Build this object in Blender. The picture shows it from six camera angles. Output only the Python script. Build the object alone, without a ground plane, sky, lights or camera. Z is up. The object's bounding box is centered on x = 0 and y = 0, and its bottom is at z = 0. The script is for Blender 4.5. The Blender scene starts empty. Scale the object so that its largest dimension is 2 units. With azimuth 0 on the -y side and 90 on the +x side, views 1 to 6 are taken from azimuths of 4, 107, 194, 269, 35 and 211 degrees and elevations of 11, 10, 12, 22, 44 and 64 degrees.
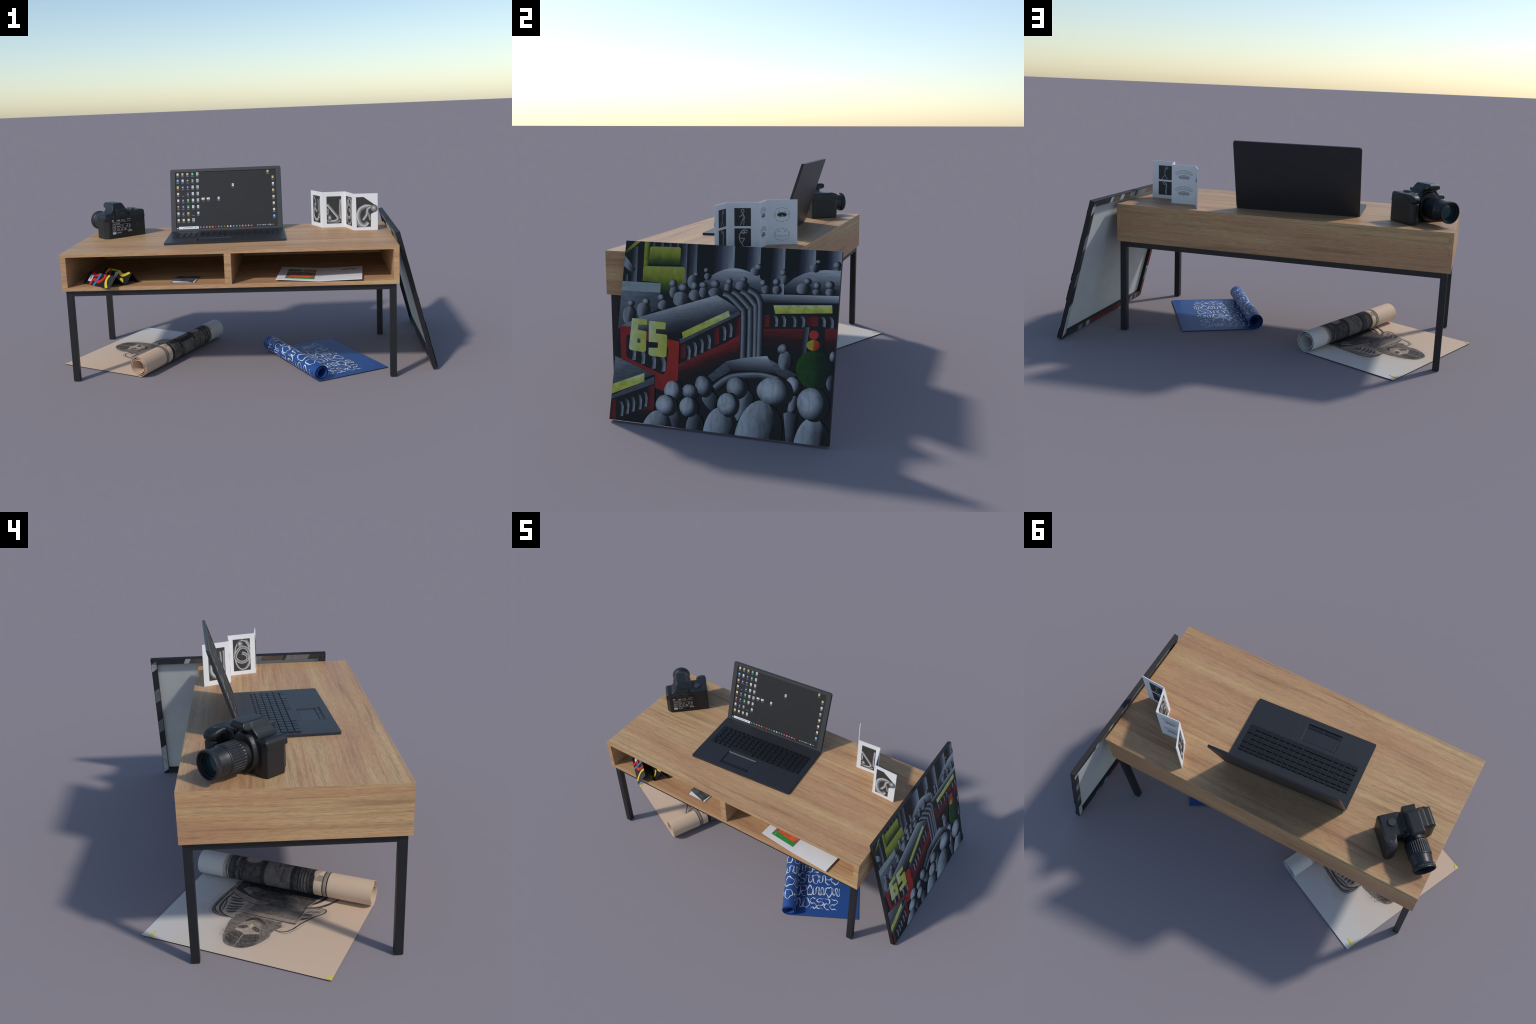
import bpy, bmesh, math, random
from mathutils import Vector, Matrix
from mathutils.geometry import tessellate_polygon

random.seed(7)
COL = bpy.context.scene.collection
WORLD = {}

# ---------------------------------------------------------------- materials
def _new(name):
    m = bpy.data.materials.new(name)
    m.use_nodes = True
    return m, m.node_tree.nodes, m.node_tree.links, m.node_tree.nodes["Principled BSDF"]

def rgb(c):
    return (c, c, c, 1) if isinstance(c, (int, float)) else (*c, 1)

def ramp(nodes, stops):
    r = nodes.new("ShaderNodeValToRGB")
    el = r.color_ramp.elements
    while len(el) < len(stops):
        el.new(0.5)
    for e, (p, c) in zip(el, stops):
        e.position, e.color = p, rgb(c)
    return r

def plain(name, color, rough=0.6, vary=0.0, scale=40.0, spec=0.5, metal=0.0, bump=0.0, bump_scale=600.0, stretch=(1, 1, 1)):
    """one colour, broken up by a soft noise of strength `vary`, with an optional fine bump"""
    m, n, l, b = _new(name)
    b.inputs["Base Color"].default_value = rgb(color)
    b.inputs["Roughness"].default_value = rough
    b.inputs["Specular IOR Level"].default_value = spec
    b.inputs["Metallic"].default_value = metal
    co = n.new("ShaderNodeTexCoord")
    mp = n.new("ShaderNodeMapping")
    mp.inputs["Scale"].default_value = stretch
    l.new(co.outputs["Object"], mp.inputs["Vector"])
    if vary:
        t = n.new("ShaderNodeTexNoise")
        t.inputs["Scale"].default_value, t.inputs["Detail"].default_value = scale, 5
        l.new(mp.outputs["Vector"], t.inputs["Vector"])
        c = Vector(rgb(color)[:3])
        r = ramp(n, [(0.25, tuple(c * (1 - vary))), (0.75, tuple(c * (1 + vary)))])
        l.new(t.outputs["Fac"], r.inputs["Fac"])
        l.new(r.outputs["Color"], b.inputs["Base Color"])
    if bump:
        t = n.new("ShaderNodeTexNoise")
        t.inputs["Scale"].default_value, t.inputs["Detail"].default_value = bump_scale, 3
        l.new(mp.outputs["Vector"], t.inputs["Vector"])
        bp = n.new("ShaderNodeBump")
        bp.inputs["Strength"].default_value, bp.inputs["Distance"].default_value = bump, 0.001
        l.new(t.outputs["Fac"], bp.inputs["Height"])
        l.new(bp.outputs["Normal"], b.inputs["Normal"])
    return m

def graded(name, stops, along=(1, 0), jitter=0.12, scale=30.0, stretch=(1, 1, 1), rough=0.55, mottle=0.8, centre=None):
    """brush-painted gradient over a piece's own bounding box: along=(gx, gy)"""
    m, n, l, b = _new(name)
    b.inputs["Roughness"].default_value = rough
    b.inputs["Specular IOR Level"].default_value = 0.3
    co = n.new("ShaderNodeTexCoord")
    sep = n.new("ShaderNodeSeparateXYZ")
    l.new(co.outputs["Generated"], sep.inputs["Vector"])
    def term(sock, k):
        mm = n.new("ShaderNodeMath"); mm.operation = "MULTIPLY"
        l.new(sock, mm.inputs[0]); mm.inputs[1].default_value = abs(k)
        if k < 0:
            s = n.new("ShaderNodeMath"); s.operation = "SUBTRACT"
            s.inputs[0].default_value = abs(k); l.new(mm.outputs[0], s.inputs[1]); return s.outputs[0]
        return mm.outputs[0]
    a = n.new("ShaderNodeMath"); a.operation = "ADD"
    if centre:      # round shading: distance from the lit spot instead of a straight fade
        sx = n.new("ShaderNodeCombineXYZ"); l.new(sep.outputs["X"], sx.inputs[0]); l.new(sep.outputs["Y"], sx.inputs[1])
        dd = n.new("ShaderNodeVectorMath"); dd.operation = "DISTANCE"
        l.new(sx.outputs[0], dd.inputs[0]); dd.inputs[1].default_value = (*centre, 0)
        l.new(dd.outputs["Value"], a.inputs[0]); a.inputs[1].default_value = 0.0
    else:
        l.new(term(sep.outputs["X"], along[0]), a.inputs[0]); l.new(term(sep.outputs["Y"], along[1]), a.inputs[1])
    mp = n.new("ShaderNodeMapping"); mp.inputs["Scale"].default_value = stretch
    l.new(co.outputs["Object"], mp.inputs["Vector"])
    t = n.new("ShaderNodeTexNoise"); t.inputs["Scale"].default_value, t.inputs["Detail"].default_value = scale, 6
    l.new(mp.outputs["Vector"], t.inputs["Vector"])
    j = n.new("ShaderNodeMath"); j.operation = "MULTIPLY_ADD"
    l.new(t.outputs["Fac"], j.inputs[0]); j.inputs[1].default_value = 2 * jitter
    sub = n.new("ShaderNodeMath"); sub.operation = "SUBTRACT"; l.new(a.outputs[0], sub.inputs[0]); sub.inputs[1].default_value = jitter
    l.new(sub.outputs[0], j.inputs[2])
    r = ramp(n, stops)
    l.new(j.outputs[0], r.inputs["Fac"])
    # dry-brush mottling over the gradient
    d = n.new("ShaderNodeTexNoise")
    d.inputs["Scale"].default_value, d.inputs["Detail"].default_value, d.inputs["Distortion"].default_value = 34, 8, 0.6
    l.new(mp.outputs["Vector"], d.inputs["Vector"])
    dr = ramp(n, [(0.3, 0.62), (0.52, 1.0), (0.72, 1.18)])
    l.new(d.outputs["Fac"], dr.inputs["Fac"])
    x = n.new("ShaderNodeMix"); x.data_type, x.blend_type = "RGBA", "MULTIPLY"
    x.inputs[0].default_value = mottle
    l.new(r.outputs["Color"], x.inputs[6]); l.new(dr.outputs["Color"], x.inputs[7])
    l.new(x.outputs[2], b.inputs["Base Color"])
    return m

def oak(name, grain="x"):
    """oak laminate: broad hue bands, long streaks, fine fibre and a few dark knots along the grain"""
    m, n, l, b = _new(name)
    b.inputs["Roughness"].default_value = 0.5
    b.inputs["Specular IOR Level"].default_value = 0.35
    co = n.new("ShaderNodeTexCoord")
    def mapped(along, across):
        mp = n.new("ShaderNodeMapping")
        mp.inputs["Scale"].default_value = (along, across, across) if grain == "x" else (across, along, across)
        l.new(warped, mp.inputs["Vector"])
        return mp.outputs["Vector"]
    # slow wander of the grain, so the figure arches instead of running dead straight
    wn = n.new("ShaderNodeTexNoise"); wn.inputs["Scale"].default_value, wn.inputs["Detail"].default_value = 3.2, 2
    l.new(co.outputs["Object"], wn.inputs["Vector"])
    wc = n.new("ShaderNodeVectorMath"); wc.operation = "SUBTRACT"; l.new(wn.outputs["Color"], wc.inputs[0]); wc.inputs[1].default_value = (0.5, 0.5, 0.5)
    ws = n.new("ShaderNodeVectorMath"); ws.operation = "MULTIPLY_ADD"; l.new(wc.outputs[0], ws.inputs[0]); ws.inputs[1].default_value = (0.013, 0.013, 0.013); l.new(co.outputs["Object"], ws.inputs[2])
    warped = ws.outputs[0]
    def noise(vec, detail=4, rough=0.55, dist=0.0, scale=1.0):
        t = n.new("ShaderNodeTexNoise")
        t.inputs["Scale"].default_value, t.inputs["Detail"].default_value = scale, detail
        t.inputs["Roughness"].default_value, t.inputs["Distortion"].default_value = rough, dist
        l.new(vec, t.inputs["Vector"])
        return t.outputs["Fac"]
    def mix(kind, a, c, fac):
        x = n.new("ShaderNodeMix"); x.data_type, x.blend_type = "RGBA", kind
        for sock, v in ((x.inputs[0], fac), (x.inputs[6], a), (x.inputs[7], c)):
            if hasattr(v, "is_output"):
                l.new(v, sock)
            else:
                sock.default_value = v
        return x.outputs[2]
    def shaped(fac, stops):
        r = ramp(n, stops); l.new(fac, r.inputs["Fac"]); return r.outputs["Color"]
    bands = shaped(noise(mapped(0.8, 9), 3, 0.5, 0.5), [(0.36, WOOD_RED), (0.5, WOOD_MID), (0.62, WOOD_YELLOW)])
    streak = shaped(noise(mapped(1.0, 50), 6, 0.65, 0.4), [(0.27, 0.68), (0.46, 0.96), (0.62, 1.04), (0.8, 1.12)])
    lines = shaped(noise(mapped(1.1, 170), 4, 0.6, 0.3), [(0.30, 0.74), (0.42, 1.0), (0.75, 1.06)])
    fibre = shaped(noise(mapped(24, 380), 3, 0.65), [(0.32, 0.70), (0.5, 1.0), (0.68, 1.14)])
    c = mix("MULTIPLY", bands, streak, 1.0)
    c = mix("MULTIPLY", c, lines, 0.85)
    c = mix("MULTIPLY", c, fibre, 0.8)
    dark = shaped(noise(mapped(1.3, 24), 4, 0.55, 0.9), [(0.57, 0.0), (0.72, 0.6)])
    c = mix("MIX", c, (0.25, 0.125, 0.065, 1), dark)
    l.new(c, b.inputs["Base Color"])
    bp = n.new("ShaderNodeBump"); bp.inputs["Strength"].default_value, bp.inputs["Distance"].default_value = 0.12, 0.0006
    l.new(noise(mapped(9, 330), 3), bp.inputs["Height"]); l.new(bp.outputs["Normal"], b.inputs["Normal"])
    return m

# ---------------------------------------------------------------- objects
def thing(name, at, label, category):
    e = bpy.data.objects.new(name, None)
    e.location, e.empty_display_size = at, 0.05
    e["label"], e["category"] = label, category
    COL.objects.link(e)
    WORLD[e.name] = Matrix.Translation(at)
    return e

def place(o, parent, world=Matrix()):
    COL.objects.link(o)
    o.parent = parent
    o.matrix_parent_inverse = WORLD[parent.name].inverted()
    o.matrix_basis = world
    WORLD[o.name] = world
    return o

class Build:
    """collects polygons with materials and becomes one mesh object"""
    def __init__(self):
        self.v, self.f, self.mi, self.mats = [], [], [], []
    def slot(self, m):
        if m not in self.mats:
            self.mats.append(m)
        return self.mats.index(m)
    def face(self, pts, m):
        k = len(self.v)
        self.v += [tuple(p) for p in pts]
        self.f.append(list(range(k, k + len(pts)))); self.mi.append(self.slot(m))
    def box(self, lo, hi, m):
        (a, b, c), (d, e, f) = lo, hi
        p = [(a, b, c), (d, b, c), (d, e, c), (a, e, c), (a, b, f), (d, b, f), (d, e, f), (a, e, f)]
        for q in ((3, 2, 1, 0), (4, 5, 6, 7), (0, 1, 5, 4), (1, 2, 6, 5), (2, 3, 7, 6), (3, 0, 4, 7)):
            self.face([p[i] for i in q], m)
    def poly(self, sheet, pts, m, h):
        """flat outline on a sheet (any outline, filled)"""
        if len(pts) < 3:
            return
        for t in tessellate_polygon([[Vector((x, y, 0)) for x, y in pts]]):
            tri = [pts[i] for i in t]
            if (tri[1][0] - tri[0][0]) * (tri[2][1] - tri[0][1]) - (tri[1][1] - tri[0][1]) * (tri[2][0] - tri[0][0]) < 0:
                tri.reverse()
            self.face([sheet(x, y, h) for x, y in tri], m)
    def ribbon(self, sheet, pts, width, m, h, closed=False, step=7, smooth=True, shift=0.0):
        """stroke along a smooth line; width is a number or a function of 0..1"""
        line = spline(pts, step, closed) if smooth else [Vector(p) for p in pts]
        n = len(line)
        rows = []
        for i, p in enumerate(line):
            a = line[(i - 1) % n] if closed else line[max(i - 1, 0)]
            c = line[(i + 1) % n] if closed else line[min(i + 1, n - 1)]
            d = (c - a)
            d = d.normalized() if d.length > 1e-9 else Vector((1, 0))
            k = Vector((-d.y, d.x))
            w = width(i / max(n - 1, 1)) if callable(width) else width
            q = p + k * shift
            rows.append((q + k * w / 2, q - k * w / 2))
        for i in range(n if closed else n - 1):
            (a, b), (c, d) = rows[i], rows[(i + 1) % n]
            self.face([sheet(*b, h), sheet(*d, h), sheet(*c, h), sheet(*a, h)], m)
    def tube(self, sheet, pts, width, shades, h, closed=False, lift=0.00012, lean=0.0):
        """a drawn round tube: nested strokes from its dark rim to its bright core"""
        n = len(shades)
        for i, m in enumerate(shades):
            k = 1 - i / n
            w = (lambda t, k=k: width(t) * k) if callable(width) else width * k
            self.ribbon(sheet, pts, w, m, h + i * lift, closed, shift=lean * (1 - k) * (width if not callable(width) else width(0.5)))
    def ball(self, sheet, c, r, shades, h, lift=0.00012, lean=(-0.2, 0.2)):
        n = len(shades)
        for i, m in enumerate(shades):
            k = 1 - i / n
            x, y = c[0] + lean[0] * r[0] * (1 - k), c[1] + lean[1] * r[1] * (1 - k)
            self.poly(sheet, ellipse(x, y, r[0] * k, r[1] * k), m, h + i * lift)
    def object(self, name, parent, world=Matrix(), smooth=False, merge=False):
        me = bpy.data.meshes.new(name)
        me.from_pydata(self.v, [], self.f)
        for m in self.mats:
            me.materials.append(m)
        me.polygons.foreach_set("material_index", self.mi)
        if merge:
            bm = bmesh.new(); bm.from_mesh(me)
            bmesh.ops.remove_doubles(bm, verts=bm.verts, dist=1e-6)
            bm.to_mesh(me); bm.free()
        if smooth:
            me.polygons.foreach_set("use_smooth", [True] * len(me.polygons))
        o = bpy.data.objects.new(name, me)
        return place(o, parent, world)

def spline(pts, step=7, closed=False):
    p = [Vector(q) for q in pts]
    n = len(p)
    if n < 3 and not closed:
        return [p[0].lerp(p[1], i / step) for i in range(step + 1)]
    out = []
    for i in range(n if closed else n - 1):
        if closed:
            a, b, c, d = p[(i - 1) % n], p[i], p[(i + 1) % n], p[(i + 2) % n]
        else:
            a, b, c, d = p[max(i - 1, 0)], p[i], p[i + 1], p[min(i + 2, n - 1)]
        for k in range(step):
            t = k / step
            out.append(0.5 * ((2 * b) + (c - a) * t + (2 * a - 5 * b + 4 * c - d) * t * t + (3 * b - a - 3 * c + d) * t ** 3))
    if not closed:
        out.append(p[-1])
    return out

def ellipse(cx, cy, rx, ry, n=28, wob=0.0):
    return [(cx + rx * (1 + wob * math.sin(3 * a + cx * 90)) * math.cos(a), cy + ry * (1 + wob * math.sin(2 * a + cy * 70)) * math.sin(a)) for a in (i * math.tau / n for i in range(n))]

def clip(pts, w, h):
    """keep the part of an outline that lies on the canvas"""
    for ax, lim, sign in ((0, 0, 1), (0, w, -1), (1, 0, 1), (1, h, -1)):
        out = []
        for i, p in enumerate(pts):
            q = pts[i - 1]
            pi, qi = sign * (p[ax] - lim) >= 0, sign * (q[ax] - lim) >= 0
            if pi != qi:
                t = (lim - q[ax]) / (p[ax] - q[ax])
                out.append((q[0] + t * (p[0] - q[0]), q[1] + t * (p[1] - q[1])))
            if pi:
                out.append(p)
        pts = out
        if not pts:
            return []
    return pts

def flat(o, ex, ey):
    """sheet function for a plane patch, metres along ex and ey, h along the normal"""
    o, ex, ey = Vector(o), Vector(ex).normalized(), Vector(ey).normalized()
    n = ex.cross(ey).normalized()
    return lambda x, y, h=0.0: o + ex * x + ey * y + n * h

def soft(bm, width, segments=2):
    bmesh.ops.bevel(bm, geom=list(bm.edges), offset=width, segments=segments, profile=0.6, affect="EDGES", clamp_overlap=True)

def block(name, lo, hi, m, parent, world=Matrix(), bevel=0.0015, segments=2, put=True):
    """a rectangular part with eased edges"""
    bm = bmesh.new()
    bmesh.ops.create_cube(bm, size=1)
    for v in bm.verts:
        v.co = Vector(((lo[i] + hi[i]) / 2 + v.co[i] * (hi[i] - lo[i])) for i in range(3))
    if bevel:
        soft(bm, bevel, segments)
    me = bpy.data.meshes.new(name)
    bm.to_mesh(me); bm.free()
    me.materials.append(m)
    o = bpy.data.objects.new(name, me)
    return place(o, parent, world) if put else o

def rounded_plate(name, lo, hi, corner, m, parent, world=Matrix(), bevel=0.002):
    """flat plate in x-y with round corners, eased top and bottom rims"""
    bm = bmesh.new()
    pts = []
    for cx, cy, a0 in ((hi[0] - corner, hi[1] - corner, 0), (lo[0] + corner, hi[1] - corner, 90), (lo[0] + corner, lo[1] + corner, 180), (hi[0] - corner, lo[1] + corner, 270)):
        for k in range(7):
            a = math.radians(a0 + 15 * k)
            pts.append((cx + corner * math.cos(a), cy + corner * math.sin(a)))
    bot = [bm.verts.new((x, y, lo[2])) for x, y in pts]
    top = [bm.verts.new((x, y, hi[2])) for x, y in pts]
    bm.faces.new(bot[::-1]); ft = bm.faces.new(top)
    n = len(pts)
    for i in range(n):
        bm.faces.new((bot[i], bot[(i + 1) % n], top[(i + 1) % n], top[i]))
    rim = [e for e in bm.edges if abs(e.verts[0].co.z - e.verts[1].co.z) < 1e-9]
    bmesh.ops.bevel(bm, geom=rim, offset=bevel, segments=2, profile=0.6, affect="EDGES")
    me = bpy.data.meshes.new(name); bm.to_mesh(me); bm.free()
    me.materials.append(m)
    return place(bpy.data.objects.new(name, me), parent, world)

def lathe(name, profile, m, parent, world, turn=96, ripple=None, close=False):
    """profile of (distance along axis, radius) turned about local y"""
    bm = bmesh.new()
    rings = []
    for j, (y, r) in enumerate(profile):
        ring = []
        for i in range(turn):
            a = i * math.tau / turn
            rr = r + (ripple(y, a, r) if ripple else 0)
            ring.append(bm.verts.new((rr * math.cos(a), y, rr * math.sin(a))))
        rings.append(ring)
    for a, b in zip(rings, rings[1:]):
        for i in range(turn):
            bm.faces.new((a[i], a[(i + 1) % turn], b[(i + 1) % turn], b[i]))
    if close:
        bm.faces.new(rings[0]); bm.faces.new(rings[-1][::-1])
    bmesh.ops.recalc_face_normals(bm, faces=bm.faces)
    me = bpy.data.meshes.new(name); bm.to_mesh(me); bm.free()
    me.materials.append(m)
    me.polygons.foreach_set("use_smooth", [True] * len(me.polygons))
    me.set_sharp_from_angle(angle=math.radians(42))
    return place(bpy.data.objects.new(name, me), parent, world)

def lettering(name, text, size, m, parent, world, at, normal_up=Matrix()):
    c = bpy.data.curves.new(name, "FONT")
    c.body, c.size, c.extrude = text, size, 0.0002
    o = bpy.data.objects.new(name, c)
    COL.objects.link(o)
    bpy.context.view_layer.update()
    me = bpy.data.meshes.new_from_object(o.evaluated_get(bpy.context.evaluated_depsgraph_get()))
    bpy.data.objects.remove(o); bpy.data.curves.remove(c)
    me.materials.clear(); me.materials.append(m)
    q = bpy.data.objects.new(name, me)
    return place(q, parent, world @ Matrix.Translation(at) @ normal_up)

# ================================================================ DESK
WOOD_RED, WOOD_MID, WOOD_YELLOW = (0.490, 0.268, 0.138), (0.530, 0.310, 0.153), (0.558, 0.360, 0.178)
OAK_X, OAK_Y = oak("oak_laminate_long_grain", "x"), oak("oak_laminate_cross_panel", "y")
STEEL = plain("black_powder_coated_steel", (0.012, 0.0125, 0.014), 0.45, 0.15, 30, bump=0.15, bump_scale=900)

X0, X1, Y0, Y1 = -0.8800, 0.7940, -0.4845, 0.2930          # carcass
ZB, ZF, ZC, ZT = 0.4775, 0.4965, 0.6505, 0.6688          # underside, shelf, ceiling, top
desk = thing("writing_desk", ((X0 + X1) / 2, (Y0 + Y1) / 2, 0), "oak desk with open shelf on black steel legs", "desk")
block("tabletop", (X0, Y0, ZC), (X1, Y1, ZT), OAK_X, desk, bevel=0.0012)
block("shelf_board", (X0, Y0, ZB), (X1, Y1, ZF), OAK_X, desk, bevel=0.0012)
SIDE = 0.0275
for a, b in ((X0, X0 + SIDE), (X1 - SIDE, X1)):
    block("side_panel", (a - 0.0004, Y0 + 0.0002, ZB + 0.0003), (b + 0.0004, Y1 - 0.0002, ZT - 0.0003), OAK_Y, desk, bevel=0)
    block("panel_edging", (a + 0.0003, Y0 - 0.0004, ZF), (b - 0.0003, Y0 + 0.01, ZC), OAK_X, desk, bevel=0)
block("divider", (-0.0595, Y0 + 0.0002, ZF - 0.0001), (-0.0248, 0.25, ZC + 0.0001), OAK_Y, desk, bevel=0)
block("panel_edging", (-0.0592, Y0 - 0.0002, ZF), (-0.0251, Y0 + 0.01, ZC), OAK_X, desk, bevel=0)
block("backing_board", (X0 + 0.02, 0.25, ZF - 0.0001), (X1 - 0.02, Y1 + 0.0004, ZC + 0.0001), OAK_X, desk, bevel=0)
LX, LY, T = (-0.867, 0.7495), (-0.4715, 0.2505), 0.032
for x in LX:
    for y in LY:
        block("leg", (x, y, 0), (x + T, y + T, ZB), STEEL, desk, bevel=0.002)
for y in LY:
    block("rail", (LX[0] + T, y + 0.0005, 0.449), (LX[1], y + T - 0.0005, ZB), STEEL, desk, bevel=0.0015)
for x in LX:
    block("rail", (x + 0.0005, LY[0] + T, 0.449), (x + T - 0.0005, LY[1], ZB), STEEL, desk, bevel=0.0015)

# ================================================================ LAPTOP
CASE = plain("dark_laptop_casing", (0.021, 0.022, 0.026), 0.42, 0.08, 50, bump=0.1, bump_scale=1500)
KEY = plain("black_keycap", (0.0085, 0.009, 0.0105), 0.36, 0.1, 80)
BEZEL = plain("grey_screen_bezel", (0.038, 0.039, 0.040), 0.5, 0.06, 50)
PANEL = plain("switched_off_grey_display", (0.0245, 0.0245, 0.0245), 0.6, 0.04, 6, spec=0.3)
e1 = Vector((0.9978, 0.0662, 0)); e2 = Vector((-0.0662, 0.9978, 0))
LAP = Matrix.Translation((-0.0728, -0.2885, ZT)) @ Matrix((e1, e2, (0, 0, 1))).transposed().to_4x4()
laptop = thing("laptop", (-0.085, -0.1, ZT), "open black laptop showing a dark desktop with icons", "laptop")
W2, DEPTH, BASE = 0.3142, 0.378, 0.0110
base = rounded_plate("laptop_base", (-W2, 0, 0.0005), (W2, DEPTH, BASE), 0.006, CASE, laptop, LAP, 0.002)
# sunken touchpad: cut the well out of the base
def sink(o, lo, hi):
    cutter = block("cutter", lo, hi, CASE, laptop, LAP, bevel=0)
    for v in cutter.data.vertices:          # slanted walls
        if v.co.z > BASE:
            v.co.x += 0.014 * (1 if v.co.x > -0.058 else -1); v.co.y += 0.014 * (1 if v.co.y > 0.08 else -1)
    md = o.modifiers.new("well", "BOOLEAN"); md.operation, md.object, md.solver = "DIFFERENCE", cutter, "EXACT"
    bpy.context.view_layer.update()
    me = bpy.data.meshes.new_from_object(o.evaluated_get(bpy.context.evaluated_depsgraph_get()))
    o.modifiers.clear(); o.data = me
    bpy.data.objects.remove(cutter)
sink(base, (-0.1430, 0.0350, BASE - 0.0060), (0.0270, 0.1265, BASE + 0.010))
PAD = plain("touchpad_surface", (0.023, 0.024, 0.029), 0.38)
block("touchpad", (-0.1425, 0.0535, BASE - 0.007), (0.0260, 0.1255, BASE - 0.0052), PAD, laptop, LAP, bevel=0.0008)
for a, b in ((-0.1425, -0.0592), (-0.0573, 0.026)):
    block("touchpad_button", (a, 0.0355, BASE - 0.007), (b, 0.0520, BASE - 0.0034), KEY, laptop, LAP, bevel=0.001)
# keyboard: rows of key widths in units, front row first; "tall" keys span two rows
KX, UNIT = -0.2865, 0.573 / 18.2
ROWS = [(0.149, 0.0275, [1] * 4 + [5] + [1] * 4 + [1.2, 2, 1]), (0.1765, 0.027, [0.7, 1.3] + [1] * 11 + [1.2, 1, 1, 1]),
        (0.2035, 0.027, [1] * 13 + [1.2, 1, 1, 1]), (0.2305, 0.027, [1] * 13 + [1.2, 1, 1, 1]),
        (0.2575, 0.027, [1] * 14 + [1.2, 1, 1, 1]), (0.2845, 0.0185, [0.91] * 20)]
key_mesh = {}
def key(x, y, w, d):
    g = 0.0036
    tag = (round(w, 4), round(d, 4))
    if tag not in key_mesh:
        bm = bmesh.new(); bmesh.ops.create_cube(bm, size=1)
        for v in bm.verts:
            s = 0.93 if v.co.z > 0 else 1.0
            v.co = Vector((v.co.x * (w - g) * (s if w < 0.05 else 0.98), v.co.y * (d - g) * s, 0.0046 * (v.co.z + 0.5)))
        bmesh.ops.bevel(bm, geom=[e for e in bm.edges], offset=0.0009, segments=2, affect="EDGES")
        me = bpy.data.meshes.new("key"); bm.to_mesh(me); bm.free(); me.materials.append(KEY)
        key_mesh[tag] = me
    o = bpy.data.objects.new("key", key_mesh[tag])
    place(o, laptop, LAP @ Matrix.Translation((x + w / 2, y + d / 2, BASE)))
for y, d, widths in ROWS:
    x = KX
    for u in widths:
        key(x, y, u * UNIT, d); x += u * UNIT
for y, d in ((0.149, 0.0545), (0.2035, 0.054)):
    key(KX + 17.2 * UNIT, y, UNIT, d)
# lid: local x across, y up the lid, z toward the user
TILT = math.radians(18.2)
up = Vector((0, math.sin(TILT), math.cos(TILT)))
LID = LAP @ Matrix.Translation((0, DEPTH - 0.0015, 0.0035)) @ Matrix((Vector((1, 0, 0)), up, Vector((1, 0, 0)).cross(up))).transposed().to_4x4()
LW, LH = 0.3142, 0.3640
lid = rounded_plate("screen_lid", (-LW, 0.002, -0.0085), (LW, LH, 0), 0.011, CASE, laptop, LID, 0.0018)
DX, DY0, DY1 = 0.2862, 0.0165, 0.346
frame = Build()
for lo, hi in (((-LW + 0.002, 0.004), (LW - 0.002, DY0)), ((-LW + 0.002, DY1), (LW - 0.002, LH - 0.002)), ((-LW + 0.002, DY0), (-DX, DY1)), ((DX, DY0), (LW - 0.002, DY1))):
    frame.box((*lo, -0.0005), (*hi, 0.0040), BEZEL)
frame.object("screen_bezel", laptop, LID)
block("display_panel", (-DX - 0.001, DY0 - 0.001, -0.001), (DX + 0.001, DY1 + 0.001, 0.0006), PANEL, laptop, LID, bevel=0)
block("hinge", (-0.27, -0.004, -0.009), (0.27, 0.006, -0.001), CASE, laptop, LID, bevel=0.002)
# desktop icons: tiny tiles with label bars, all flat on the display
IC = {k: plain("icon_" + k, c, 0.5) for k, c in dict(yellow=(0.75, 0.58, 0.25), white=(0.72, 0.74, 0.76), green=(0.06, 0.42, 0.16), violet=(0.07, 0.06, 0.26), blue=(0.08, 0.34, 0.75), brown=(0.30, 0.10, 0.03), red=(0.65, 0.10, 0.08), grey=(0.26, 0.27, 0.28), dark=(0.04, 0.042, 0.045), pink=(0.75, 0.25, 0.50), orange=(0.75, 0.30, 0.06), teal=(0.03, 0.22, 0.32)).items()}
ICON = plain("search_field_white", (0.75, 0.77, 0.80), 0.5)
ico = Build()
scr = lambda x, y, h=0.0: Vector((x, y, 0.0006 + h))
def at(fx, fy):
    return -DX + fx * 2 * DX, DY1 - fy * (DY1 - DY0)
def rect(bd, x, y, w, h, m, z):
    bd.poly(scr, [(x - w / 2, y - h / 2), (x + w / 2, y - h / 2), (x + w / 2, y + h / 2), (x - w / 2, y + h / 2)], IC[m] if isinstance(m, str) else m, z)
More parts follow.
